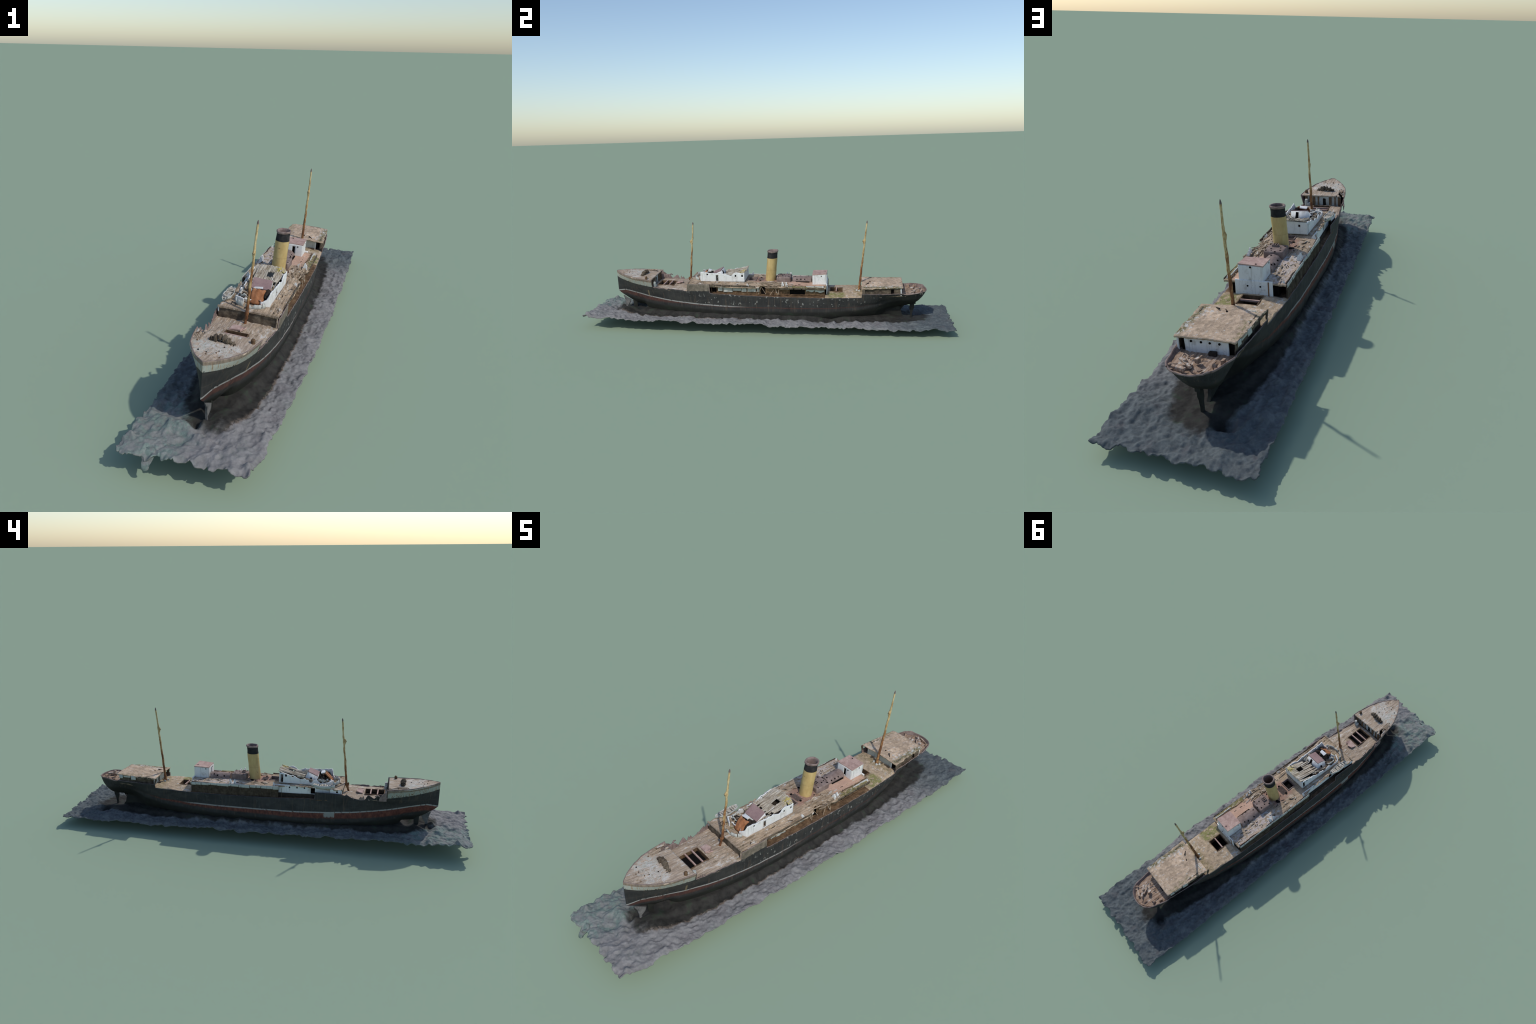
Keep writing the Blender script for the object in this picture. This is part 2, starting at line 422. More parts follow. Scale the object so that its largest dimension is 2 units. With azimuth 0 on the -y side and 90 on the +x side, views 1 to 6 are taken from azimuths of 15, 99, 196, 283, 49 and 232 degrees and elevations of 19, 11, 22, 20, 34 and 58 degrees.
SHIP = None
def finish(name, mb, mat, parent=None, smooth_angle=35, solid=None, offset=-1, jitter=0.0, jscale=60, weld=True, stuff=False):
    me = bpy.data.meshes.new(name)
    me.from_pydata(mb.v, [], mb.f)
    bm = bmesh.new()
    bm.from_mesh(me)
    if weld:
        bmesh.ops.remove_doubles(bm, verts=bm.verts, dist=1e-5)
        bmesh.ops.dissolve_degenerate(bm, edges=bm.edges, dist=1e-6)
    bmesh.ops.recalc_face_normals(bm, faces=bm.faces)
    bm.to_mesh(me)
    bm.free()
    if jitter:
        co = np.empty(len(me.vertices) * 3)
        me.vertices.foreach_get("co", co)
        co = co.reshape(-1, 3)
        d = np.stack([fbm(co[:, 0] + k, co[:, 1] - k, co[:, 2] + 3 * k, jscale, 3) for k in (0.0, 5.1, 9.7)], -1)
        me.vertices.foreach_set("co", (co + d * jitter).ravel())
    me.polygons.foreach_set("use_smooth", [True] * len(me.polygons))
    me.set_sharp_from_angle(angle=math.radians(smooth_angle))
    me.materials.append(MAT[mat])
    ob = bpy.data.objects.new(name, me)
    bpy.context.scene.collection.objects.link(ob)
    ob.parent = parent if parent is not None else SHIP
    if solid:
        s = ob.modifiers.new("thickness", "SOLIDIFY")
        s.thickness = solid
        s.offset = offset
        s.use_even_offset = False
    if stuff:
        ob["kind"] = "stuff"
    return ob

def instance(src, name, loc, rot=(0, 0, 0), scale=(1, 1, 1), parent=None):
    ob = src.copy()
    ob.name = name
    ob.location, ob.rotation_euler, ob.scale = loc, rot, scale
    bpy.context.scene.collection.objects.link(ob)
    ob.parent = parent if parent is not None else src.parent
    return ob

def steps(a, b, step, extra=()):
    g = list(np.linspace(a, b, max(2, int(round((b - a) / step)) + 1)))
    g = [v for v in g if all(abs(v - e) > step * .45 for e in extra) or v in (a, b)]
    return np.array(sorted(set(g) | {e for e in extra if a < e < b}))

def deck(name, y0, y1, left, right, zf, mat, holes=(), thick=.005, step=.0055, rough=.0012, rag=0.0, parent=None, skip=None):
    """planked deck between two side curves, with openings"""
    ys = steps(y0, y1, step, [h[2] for h in holes] + [h[3] for h in holes])
    us = steps(-.13, .13, step, [h[0] for h in holes] + [h[1] for h in holes])
    U, Y = np.meshgrid(us, ys)
    L, R = left(ys), right(ys)
    if rag:
        L = L + rag * fbm(ys * 0 + 3, ys, 0, 70, 3)
        R = R + rag * fbm(ys * 0 + 8, ys, 0, 70, 3)
    Uc = np.clip(U, L[:, None], R[:, None])
    Z = zf(Uc, Y) + rough * fbm(Uc * 3, Y, 0, 45, 4, .6)
    mb = MB()
    mb.v = [tuple(p) for p in np.stack([Uc, Y, Z], -1).reshape(-1, 3)]
    n = len(us)
    for j in range(len(ys) - 1):
        for i in range(n - 1):
            if Uc[j, i + 1] - Uc[j, i] < 1e-6 and Uc[j + 1, i + 1] - Uc[j + 1, i] < 1e-6:
                continue
            cu, cy = (us[i] + us[i + 1]) / 2, (ys[j] + ys[j + 1]) / 2
            if any(h[0] < cu < h[1] and h[2] < cy < h[3] for h in holes):
                continue
            if skip is not None and skip(cu, cy):
                continue
            a = j * n + i
            mb.f.append((a, a + 1, a + n + 1, a + n))
    ob = finish(name, mb, mat, parent, solid=None, weld=True)
    # make sure normals look up, then thicken downwards
    me = ob.data
    if sum(p.normal.z * p.area for p in me.polygons) < 0:
        me.flip_normals()
    s = ob.modifiers.new("thickness", "SOLIDIFY")
    s.thickness, s.offset = thick, -1
    return ob

def wall(name, a, b, z0, z1, mat, openings=(), thick=.004, step=.004, parent=None, rough=.0007, rag=0.0):
    """upright wall from a to b; z0, z1 functions of distance; openings (s0, s1, za, zb)"""
    a, b = Vector((*a, 0)), Vector((*b, 0))
    ln = (b - a).length
    t = (b - a) / ln
    nrm = Vector((t.y, -t.x, 0))
    f0 = z0 if callable(z0) else (lambda s: s * 0 + z0)
    f1 = z1 if callable(z1) else (lambda s: s * 0 + z1)
    ss = steps(0, ln, step, [o[0] for o in openings] + [o[1] for o in openings])
    lo, hi = f0(ss), f1(ss)
    if rag:
        hi = hi + rag * fbm(ss, a.x * 9 + a.y * 5, 0, 90, 3)
    zs = steps(float(np.min(lo)), float(np.max(hi)), .004, [o[2] for o in openings] + [o[3] for o in openings])
    S, Zg = np.meshgrid(ss, zs)
    Zc = np.clip(Zg, lo[None, :], hi[None, :])
    off = rough * fbm(S * 1.0 + a.x, Zc, a.y, 50, 3)
    mb = MB()
    for j in range(len(zs)):
        for i in range(len(ss)):
            p = a + t * ss[i] + nrm * off[j, i]
            mb.v.append((p.x, p.y, Zc[j, i]))
    n = len(ss)
    for j in range(len(zs) - 1):
        for i in range(n - 1):
            if Zc[j + 1, i] - Zc[j, i] < 1e-6 and Zc[j + 1, i + 1] - Zc[j, i + 1] < 1e-6:
                continue
            cs, cz = (ss[i] + ss[i + 1]) / 2, (zs[j] + zs[j + 1]) / 2
            if any(o[0] < cs < o[1] and o[2] < cz < o[3] for o in openings):
                continue
            q = j * n + i
            mb.f.append((q, q + 1, q + n + 1, q + n))
    return finish(name, mb, mat, parent, solid=thick, offset=0)

# ------------------------------------------------------------------ hull form
SHEER_HALF = lerp([(-.843, .0015), (-.832, .013), (-.81, .034), (-.79, .048), (-.76, .067), (-.72, .085), (-.68, .095), (-.64, .102), (-.6, .107), (-.5, .113),
                   (-.4, .115), (0, .117), (.3, .116), (.5, .110), (.6, .105), (.7, .098), (.76, .090), (.79, .085), (.82, .077), (.84, .066),
                   (.855, .047), (.864, .024), (.868, .002)])
WATER_HALF = lerp([(-.843, .0015), (-.81, .014), (-.78, .026), (-.72, .046), (-.68, .058), (-.63, .070), (-.55, .087), (-.45, .103), (-.35, .111), (-.2, .1165),
                   (.2, .1165), (.35, .110), (.5, .096), (.6, .077), (.68, .052), (.735, .032), (.87, .01)])
KEEL = lerp([(-.843, .178), (-.83, .166), (-.816, .155), (-.79, .138), (-.762, .121), (-.735, .103), (-.68, .095), (-.655, .05), (-.6, .03),
             (.6, .03), (.68, .034), (.725, .045), (.734, .062), (.7385, .106), (.78, .115), (.804, .123), (.826, .139), (.845, .160), (.858, .180), (.868, .196)])
WL = lerp(WATERLINE)
FC_Z = lerp([(-.843, .295), (-.77, .2855), (-.70, .2765), (-.61, .2685)])

def sheer_z(y, side):
    """top edge of the plating; side +1 port, -1 starboard"""
    base = np.interp(y, [-.61, -.5, -.4, -.27, -.1, .08, .34, .53], [.226, .217, .211, .203, .193, .187, .183, .184])
    y = np.asarray(y, float)
    jag = fbm(y, np.where((y < -.6) | (y > .855), 3.0, side * 3.0), 0, 55, 3)
    z = base + .0012 * jag
    if side < 0:
        tear = .010 + .013 * fbm(y, 4.4, 0, 38, 3)
        z = np.where((y > -.605) & (y < -.405), base + np.clip(tear, -.004, .028), z)
        z = np.where((y >= -.405) & (y <= -.276), .236, z)
    else:
        z = np.where((y > -.605) & (y < -.405), base + .003 + .004 * jag, z)
        z = np.where((y >= -.405) & (y <= -.280), .254 + .001 * jag, z)
    z = np.where(y <= -.605, FC_Z(y) + .0018 + .0008 * jag, z)
    rim = [.2045, .2025, .1965, .2000, .2045, .2005] if side > 0 else [.2045, .2035, .2005, .2055, .2080, .2005]
    z = np.where(y >= .53, np.interp(y, [.53, .735, .752, .80, .845, .868], rim) + .0016 * jag, z)
    return z

def half_breadth(y, z, top, side=1):
    k, w = KEEL(y), WL(y)
    bs, bw = SHEER_HALF(y), WATER_HALF(y)
    up = bw + (bs - bw) * np.clip((z - w) / np.maximum(.27 * (y < -.4) + .20 * (y >= -.4) - w, .02), 0, 1.05) ** np.interp(y, [.3, .6], [1, .62])
    p = np.interp(y, [-.84, -.7, -.5, -.3, .3, .5, .68], [1.15, 1.4, 2.2, 3.5, 3.5, 2.0, 1.15])
    t = np.clip((z - k) / np.maximum(w - k, 1e-4), 0, 1)
    low = bw * (1 - (1 - t) ** p) ** (1 / p)
    fore = np.where(z >= w, up, low)
    ka = np.maximum(k, np.interp(y, [.55, .62, .68, .735], [.05, .075, .095, .108]))
    q = np.clip((z - ka) / np.maximum(top - ka, 1e-4), 0, 1)
    aft = bs * q ** np.interp(y, [.69, .785], [.80, .24 if side < 0 else .58])
    aft = np.maximum(aft, .005 * np.clip((z - k) / .01, 0, 1))
    m = smooth(.60, .715, y)
    return fore * (1 - m) + aft * m

def build_hull():
    ys = np.array(sorted(set(np.round(np.concatenate([np.linspace(-.843, -.76, 22), np.linspace(-.76, .76, 300), np.linspace(.76, .868, 30)]), 5)) |
                         {.7345, .738, -.606, -.6045, -.406, -.404, -.2805, -.2795, -.2765, -.2755, .5295, .5305}))
    rows = []
    NT = 26
    for side in (1, -1):
        top = sheer_z(ys, side)
        k = KEEL(ys)
        t = np.linspace(0, 1, NT) ** .9
        Z = k[:, None] + (top - k)[:, None] * t[None, :]
        Yg = np.repeat(ys[:, None], NT, 1)
        B = half_breadth(Yg, Z, top[:, None], side) * np.interp(Yg, [-.76, -.62], [.955 if side < 0 else .985, 1])
        B = B + .0009 * fbm(Yg, Z, side * 2.0, 32, 3) * np.minimum(1, B / .02)
        rows.append(np.stack([side * np.maximum(B, 0.0) + 0 * Z, Yg, Z], -1))
    mb = MB()
    for r, flip in zip(rows, (False, True)):
        n = r.shape[1]
        fs = []
        for j in range(r.shape[0] - 1):
            for i in range(n - 1):
                q = (j * n + i, (j + 1) * n + i, (j + 1) * n + i + 1, j * n + i + 1)
                fs.append(q[::-1] if flip else q)
        mb.add([tuple(p) for p in r.reshape(-1, 3)], fs)
    # weld along the keel and at stem and stern
    mb.v = [(0.0 if abs(x) < .0016 else x, y, z) for x, y, z in mb.v]
    hull = finish("hull", mb, "hull", solid=.003, smooth_angle=40)
    hull.data.materials.append(MAT["rust"])
    sd = hull.modifiers["thickness"]
    sd.material_offset, sd.material_offset_rim = 1, 1      # bare rusted inside of the plating
    return hull

def inside(y, dz=.0, z=None, m=.0015):
    """half width available to a deck at this station"""
    zz = np.interp(y, [-.85, -.61, -.6, -.4, 0, .34, .53, .75, .87], [.29, .262, .222, .21, .19, .182, .18, .188, .19]) if z is None else z
    return np.maximum(half_breadth(np.asarray(y, float), zz + dz, np.asarray(sheer_z(np.asarray(y, float), 1))) - m, .0004)

def build_hull_fittings(hull):
    mb = MB()
    mb.plate([(0, .66, .14), (0, .755, .125), (0, .752, .108), (0, .736, .088), (0, .742, .06), (0, .756, .045), (0, .745, .02), (0, .66, .02)], .010)
    finish("skeg", mb, "hull", hull)
    mb = MB()
    mb.box((-.002, .800, .134), (.016, .026, .030))
    finish("rudder_trunk", mb, "hull", hull)
    mb = MB()
    prof = [(.783, .118), (.806, .124), (.806, .098), (.800, .085), (.795, .06), (.794, .03), (.786, .03), (.786, .07), (.781, .09)]
    mb.plate([(0, y, z) for y, z in prof], .009)
    finish("rudder", mb, "hull", hull)
    mb = MB()
    mb.box((0, -.750, .098), (.009, .022, .062), taper=1.2)
    finish("forefoot", mb, "hull", hull, jitter=.003, jscale=90)
    # two rusty gashes and ledges: a bent plate hanging off the starboard bow quarter
    mb = MB()
    base = [(-.099, -.606, .226), (-.101, -.592, .240), (-.104, -.578, .236), (-.109, -.562, .243), (-.114, -.552, .239)]
    mb.tube(base, [.005, .004, .003, .0032, .002], 7)
    mb.plate([(-.100, -.606, .215), (-.101, -.604, .262), (-.102, -.590, .252), (-.104, -.575, .232), (-.106, -.57, .215)], .003)
    finish("torn_plate", mb, "rust", hull, jitter=.002)
    mb = MB()
    edge = lambda y: float(half_breadth(np.array(y), np.array(.216), np.array(.25))) - .0025
    for y, h in ((-.592, .016), (-.578, .024), (-.556, .010), (-.523, .006), (-.500, .014), (-.489, .008), (-.452, .006), (-.422, .020), (-.411, .014)):
        x = -edge(y)
        w = RNG.uniform(.006, .012)
        mb.plate([(x, y - w, .212), (x + .001, y - w * .4, .220 + h * .6), (x - .003, y + w * .2, .220 + h), (x + .002, y + w, .214)], .002)
    for i in range(5):
        y = -.60 + i * .009
        x = edge(y)
        h = RNG.uniform(.004, .014)
        mb.plate([(x, y - .004, .214), (x, y - .002, .222 + h), (x - .001, y + .003, .221 + h * .5), (x, y + .005, .214)], .002)
    finish("torn_bulwark_shards", mb, "rust", hull, jitter=.0015, stuff=True)
    # frames inside the stern bulwark and its rolled rail
    mb = MB()
    w = np.linspace(-1, 1, 40)
    ya = .745 + .121 * (1 - np.abs(w) ** 2.6)
    mb.tube([(float(np.sign(v) * (SHEER_HALF(yy) - .001)) if abs(v) > .02 else 0.0, float(yy), float(sheer_z(np.array(yy), 1 if v > 0 else -1))) for v, yy in zip(w, ya)], [.0028] * 40, 6)
    finish("stern_rail", mb, "rust", hull, jitter=.0012)

# ------------------------------------------------------------------ decks
FORE_HATCH = (-.040, .036, -.594, -.503)
AFT_HATCH = (-.035, .034, .361, .428)
BOILER_HATCH = (-.024, .033, -.080, -.038)
BOAT_Z = lerp([(-.41, .257), (-.07, .250), (.12, .244), (.345, .237)])

def boat_z(u, y):
    sunk = .26 * np.maximum(np.asarray(u) - .072, 0) * smooth(-.37, -.30, y) * smooth(.10, -.02, y)
    return BOAT_Z(y) - .004 * (u / .11) ** 2 - sunk

def build_decks():
    objs = {}
    objs["forecastle"] = deck("forecastle_deck", -.838, -.611, lambda y: -inside(y), inside, lambda u, y: FC_Z(y) + .0008 - .0015 * (u / .1) ** 2, "forecastle",
                              skip=lambda u, y: u < -.066 and y > -.69 and float(fbm(u * 3, y, 0, 60, 2)) > .33)
    objs["well"] = deck("well_deck", -.611, -.395, lambda y: -inside(y, z=np.interp(y, [-.61, -.4], [.221, .211])), lambda y: inside(y, z=np.interp(y, [-.61, -.4], [.221, .211])), lambda u, y: np.interp(y, [-.6, -.4], [.2245, .2165]) - .004 * (u / .11) ** 2 + .0015 * fbm(u, y, 1, 18, 2),
                        "well", holes=[FORE_HATCH], rough=.0016)
    objs["side"] = deck("promenade_deck", -.400, .345, lambda y: -inside(y), inside, lambda u, y: np.interp(y, [-.4, -.27, -.1, .08, .345], [.210, .201, .191, .186, .184]), "brown", rough=.002, step=.008)
    objs["aft"] = deck("aft_well_deck", .340, .545, lambda y: -inside(y), inside, lambda u, y: .1935 - .0085 * (u / .11) ** 2 + .002 * fbm(u, y, 2, 22, 2), "aftwell", holes=[AFT_HATCH], rough=.0018)
    objs["stern"] = deck("stern_deck", .535, .862, lambda y: -inside(y, m=.003), lambda y: inside(y, m=.003), lambda u, y: np.interp(y, [.53, .74, .86], [.185, .188, .194]), "stern", rough=.0018)
    # boat deck, eaten away along the port side abreast the funnel
    left = lerp([(-.403, -.104), (-.36, -.105), (-.35, -.097), (-.27, -.090), (-.24, -.087), (-.15, -.086), (-.12, -.094), (-.09, -.104), (-.03, -.107), (.345, -.109)])
    right = lerp([(-.403, .108), (-.27, .109), (-.05, .111), (-.012, .108), (-.004, .088), (.05, .083), (.085, .090), (.10, .109), (.345, .110)])
    objs["boat"] = deck("boat_deck", -.402, .345, left, right, boat_z, "boat", holes=[BOILER_HATCH, (-.029, .021, -.028, .0015)], thick=.006, rough=.0014, rag=.0025)
    # hatches
    for key, h, z in (("well", FORE_HATCH, .2245), ("aft", AFT_HATCH, .1935)):
        u0, u1, y0, y1 = h
        mb = MB()
        for (p, q) in (((u0, y0), (u1, y0)), ((u1, y0), (u1, y1)), ((u1, y1), (u0, y1)), ((u0, y1), (u0, y0))):
            mb.box(((p[0] + q[0]) / 2, (p[1] + q[1]) / 2, z - .013), (abs(q[0] - p[0]) + .0025, abs(q[1] - p[1]) + .0025, .029))
        c = finish("hatch_coaming", mb, "brown", objs[key], jitter=.0018, weld=False)
        beams = (-.562, -.530) if key == "well" else (.394,)
        for k, y in enumerate(beams):
            b = MB()
            b.board((u0, y + .001, z - .001), (u1, y, z - .0015), .0055, .006)
            finish("hatch_beam", b, "pink", c, jitter=.0006)
        f = MB()
        f.box(((u0 + u1) / 2, (y0 + y1) / 2, z - (.018 if key == "well" else .045)), (u1 - u0 + .03, y1 - y0 + .03, .004))
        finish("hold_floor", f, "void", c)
    u0, u1, y0, y1 = BOILER_HATCH
    mb = MB()
    for (p, q) in (((u0, y0), (u1, y0)), ((u1, y0), (u1, y1)), ((u1, y1), (u0, y1)), ((u0, y1), (u0, y0))):
        mb.box(((p[0] + q[0]) / 2, (p[1] + q[1]) / 2, .243), (abs(q[0] - p[0]) + .003, abs(q[1] - p[1]) + .003, .020))
    c = finish("boiler_hatch_coaming", mb, "rust", objs["boat"], jitter=.0008, weld=False)
    g = MB()
    g.box((-.004, -.013, .2455), (.052, .032, .002))
    gr = finish("stokehold_grating", g, "soot", c)
    g = MB()
    for k in range(9):
        g.box((-.026 + k * .0055, -.013, .2475), (.0016, .030, .002))
    finish("grating_bar", g, "rust", gr, weld=False, stuff=True)
    g = MB()
    g.box((.0, .03, .194), (.17, .7, .004))
    # broken hatch cover lying forward of the mast
    mb = MB()
    mb.plate([(-.034, -.492, .224), (.004, -.497, .229), (.010, -.478, .231), (-.006, -.462, .228), (-.030, -.466, .227)], .004)
    mb.plate([(.004, -.497, .226), (.016, -.490, .231), (.018, -.470, .230), (.008, -.466, .226)], .003)
    finish("broken_hatch_cover", mb, "pink", objs["well"], jitter=.0022)
    return objs

# ------------------------------------------------------------------ forecastle fittings
def build_forecastle(fc):
    door = [(.094, .108, .219, .253), (.052, .060, .222, .25)]
    wall("forecastle_bulkhead", (-.084, -.618), (.083, -.618), .217, .264, "grime", openings=[(.070, .085, .218, .254)], parent=fc, rough=.003)
    mb = MB()
    for i, u in enumerate((-.078, -.058, -.036, .022, .043, .062, .080)):
        mb.box((u, -.6135, .238), (.006 if i % 2 else .012, .003, .048))
    finish("bulkhead_stain_panel", mb, "brown", fc, weld=False, jitter=.001)
    mb = MB()
    mb.box((0, -.628, .236), (.03, .004, .04))
    mb.box((.0, -.606, .208), (.17, .026, .004))
    finish("bulkhead_shadow_gap", mb, "soot", fc)
    # windlass: ribbed arch of corroded drums
    mb = MB()
    n = 44
    for k in range(n - 1):
        pass
    path, rad = [], []
    for k in range(n):
        t = k / (n - 1)
        u = -.036 + .072 * t
        z = .272 + .016 * math.sin(math.pi * min(1, max(0, t))) ** .6
        path.append((u, -.677 + .004 * math.sin(t * 5), z))
        rad.append((.0085 + .0028 * (1 if math.sin(t * 34) > 0 else -1)) * (0.75 + .25 * math.sin(math.pi * t)))
    mb.tube(path, rad, 12)
    mb.box((-.020, -.677, .277), (.012, .022, .02), taper=.7)
    mb.box((.016, -.677, .277), (.012, .020, .02), taper=.7)
    finish("windlass", mb, "bulk", fc, jitter=.0025, jscale=120)
    src = None
    for (u, y, z, s) in ((.086, -.642, .268, 1.0), (-.086, -.655, .269, .55), (-.07, -.70, .272, .4), (.03, -.79, .285, .3), (-.012, -.785, .285, .3), (.012, -.765, .283, .3)):
        if src is None:
            mb = MB()
            mb.tube([(0, 0, -.003), (0, 0, .006), (0, .001, .014), (0, .003, .019)], [.008, .007, .0072, .004], 10)
            src = finish("bollard", mb, "brown", fc, jitter=.0012)
            src.location = (u, y, z)
        else:
            instance(src, "bollard", (u, y, z), (0, 0, u * 30), (s, s, s))
    mb = MB()
    mb.tube([(.076, -.600, .222), (.076, -.599, .24), (.075, -.597, .252)], [.008, .008, .006], 12)
    mb.tube([(.066, -.598, .224), (.066, -.597, .236)], [.008, .008], 12)
    finish("ventilator_stump", mb, "grime", fc, jitter=.001)
    # loose torn planks and holes near the starboard break
    mb = MB()
    for i in range(9):
        u = -.062 - i * .0038
        y = -.70 + RNG.uniform(0, .03)
        mb.board((u, y, float(FC_Z(y)) + .001), (u - .002 - RNG.uniform(0, .006), y + RNG.uniform(.03, .06), float(FC_Z(y)) + RNG.uniform(-.001, .004)), .0025, .002, RNG.uniform(-.3, .3))
    finish("sprung_planks", mb, "plank", fc, weld=False, stuff=True)
    # dark rust holes in the planking
    mb = MB()
    for k in range(9):
        y = RNG.uniform(-.79, -.65)
        u = RNG.uniform(-.7, .7) * float(inside(np.array(y)))
        z = float(FC_Z(y)) - .0015 * (u / .1) ** 2 + .0016
        r = RNG.uniform(.0012, .003)
        mb.plate([(u + r * math.cos(a) * RNG.uniform(.7, 1.2), y + 1.3 * r * math.sin(a) * RNG.uniform(.7, 1.2), z) for a in np.linspace(0, 2 * math.pi, 8)[:-1]], .0012)
    finish("rot_hole", mb, "void", fc, weld=False, stuff=True)

# ------------------------------------------------------------------ bridge and boat deck houses
def port_mesh(parent, mat="void"):
    mb = MB()
    mb.tube([(0, 0, -.001), (0, 0, .0008)], [.0036, .0034], 12)
    ob = finish("porthole", mb, mat, parent)
    return ob

def build_midships(bd):
    z = .257
    # front bulkhead of the bridge block
    wall("bridge_front_bulkhead", (-.106, -.398), (.108, -.398), .208, .253, "bulk", parent=bd, rough=.0025)
    mb = MB()
    mb.tube([(.104, -.403, .212), (.105, -.4035, .235), (.1045, -.402, .25)], [.003, .0035, .002], 6)
    mb.board((-.107, -.4015, .2545), (.109, -.4015, .2545), .006, .006)
    finish("bulkhead_moulding", mb, "plank", bd, jitter=.001)
    wall("bridge_side_wall", (-.104, -.40), (-.100, -.345), .232, .252, "white", parent=bd, openings=[(.018, .026, .236, .246)])
    # deck house
    dh = wall("deckhouse", (.058, -.336), (.061, -.095), .252, lambda s: np.interp(s, [0, .086, .09, .098, .135, .15, .158, .17, .178, .19, .241], [.303, .301, .298, .298, .297, .292, .284, .288, .293, .301, .303]),
              "white", openings=[(.031, .040, .287, .296), (.083, .096, .256, .290), (.188, .196, .280, .291), (.224, .233, .280, .292)], parent=bd, rag=.004)
    wall("deckhouse_wall", (.061, -.097), (-.062, -.097), .254, lambda s: np.interp(s, [0, .02, .06, .11, .123], [.302, .306, .305, .303, .302]), "white", openings=[(.088, .097, .283, .293), (.02, .028, .286, .295)], parent=dh)
    wall("deckhouse_wall", (-.062, -.095), (-.064, -.336), .254, lambda s: np.interp(s, [0, .045, .075, .100, .142, .147, .158, .163, .18, .20, .215, .225, .241], [.301, .298, .288, .279, .280, .266, .266, .275, .279, .268, .265, .272, .274]),
         "white", openings=[(.006, .019, .256, .296), (.028, .037, .285, .297), (.060, .069, .284, .292)], parent=dh, rag=.004)
    wall("deckhouse_wall", (-.062, -.336), (-.03, -.352), .254, lambda s: s * 0 + .275, "white", parent=dh, rag=.006)
    wall("deckhouse_wall", (.030, -.352), (.058, -.336), .254, lambda s: np.interp(s, [0, .02, .033], [.268, .280, .303]), "white", parent=dh, rag=.004)
    # bowed breastwork in front
    n = 30
    pts = []
    for k in range(n + 1):
        a = math.radians(-178 + 176 * k / n)
        pts.append((-.004 + .052 * math.cos(a), -.350 + .030 * math.sin(a)))
    for (i0, i1, h) in ((0, 11, .016), (13, 24, .011), (25, 30, .016)):
        mb = MB()
        for i in range(i0, i1 + 1):
            hh = h + .006 * float(fbm(i * .13, 1, 2, 6, 2))
            mb.v += [(*pts[i], .252), (pts[i][0] * 1.01, pts[i][1] - .001, .2575 + hh)]
        mb.f = [(2 * i, 2 * i + 2, 2 * i + 3, 2 * i + 1) for i in range(i1 - i0)]
        finish("breastwork", mb, "grime", dh, solid=.003, offset=0, jitter=.0015)
    # interior of the wrecked fore half
    mb = MB()
    for k in range(170):
        x, y = RNG.uniform(-.056, .052), RNG.uniform(-.335, -.205)
        if -.045 < x < .03 and y > -.275:
            continue
        zz = .258 + RNG.uniform(0, .014)
        a = RNG.uniform(0, math.pi)
        l = RNG.uniform(.008, .028)
        mb.board((x - l / 2 * math.cos(a), y - l / 2 * math.sin(a), zz + RNG.uniform(-.006, .008)), (x + l / 2 * math.cos(a), y + l / 2 * math.sin(a), zz + RNG.uniform(-.006, .008)),
                 RNG.uniform(.002, .005), .0018, RNG.uniform(-1, 1))
    finish("collapsed_timber", mb, "plank", dh, weld=False, stuff=True)
    mb = MB()
    for (x, y, zz, r) in ((.038, -.300, .275, .014), (.030, -.318, .272, .012), (.040, -.282, .272, .012), (-.045, -.31, .268, .012), (.040, -.318, .284, .009), (.038, -.285, .287, .010), (.02, -.29, .27, .018), (-.01, -.295, .268, .018)):
        mb.tube([(x, y, zz - r), (x + .003, y - .002, zz - r * .3), (x, y + .003, zz + r * .5), (x - .002, y, zz + r)], [r, r * 1.1, r * .8, r * .2], 9)
    finish("charred_heap", mb, "soot", dh, jitter=.006, jscale=140, stuff=True)
    for (c, sz, r, mt) in (((-.050, -.300, .272), (.020, .034, .003), (.3, .9, .2), "grime"), ((-.034, -.318, .270), (.026, .02, .003), (-.7, .2, .5), "grime"), ((.046, -.250, .284), (.014, .040, .003), (.2, -.5, .1), "plank"),
                           ((.044, -.215, .284), (.018, .030, .003), (-.1, -.6, .3), "roofplank"), ((-.052, -.235, .276), (.012, .044, .003), (.15, .5, 0), "plank"), ((-.022, -.335, .266), (.022, .018, .003), (-.9, 0, .3), "white"),
                           ((-.048, -.195, .285), (.016, .034, .003), (.2, .4, -.2), "roofplank"), ((.030, -.342, .266), (.018, .016, .003), (-.8, .3, -.4), "pink")):
        mb = MB()
        nn = 6
        for jj in range(nn):
            for ii in range(nn):
                mb.v.append((sz[0] * (ii / (nn - 1) - .5), sz[1] * (jj / (nn - 1) - .5), .004 * math.sin(ii * 1.1 + jj * .7)))
        mb.f = [(jj * nn + ii, jj * nn + ii + 1, (jj + 1) * nn + ii + 1, (jj + 1) * nn + ii) for jj in range(nn - 1) for ii in range(nn - 1)]
        q = Matrix.Translation(c) @ Euler(r).to_matrix().to_4x4()
        mb.v = [tuple(q @ Vector(p)) for p in mb.v]
        finish("fallen_panel", mb, mt, dh, solid=.0025, offset=0, jitter=.003, jscale=110)
    # tilted wheelhouse
    top = [(.038, -.229, .307), (-.030, -.229, .309), (-.027, -.276, .287), (.042, -.276, .288)]
    foot = [(.038, -.214, .256), (-.044, -.209, .256), (-.047, -.270, .256), (.040, -.272, .256)]
    mb = MB()
    mb.add(foot + [(x, y, q - .002) for x, y, q in top], [(0, 1, 5, 4), (1, 2, 6, 5), (2, 3, 7, 6), (3, 0, 4, 7)])
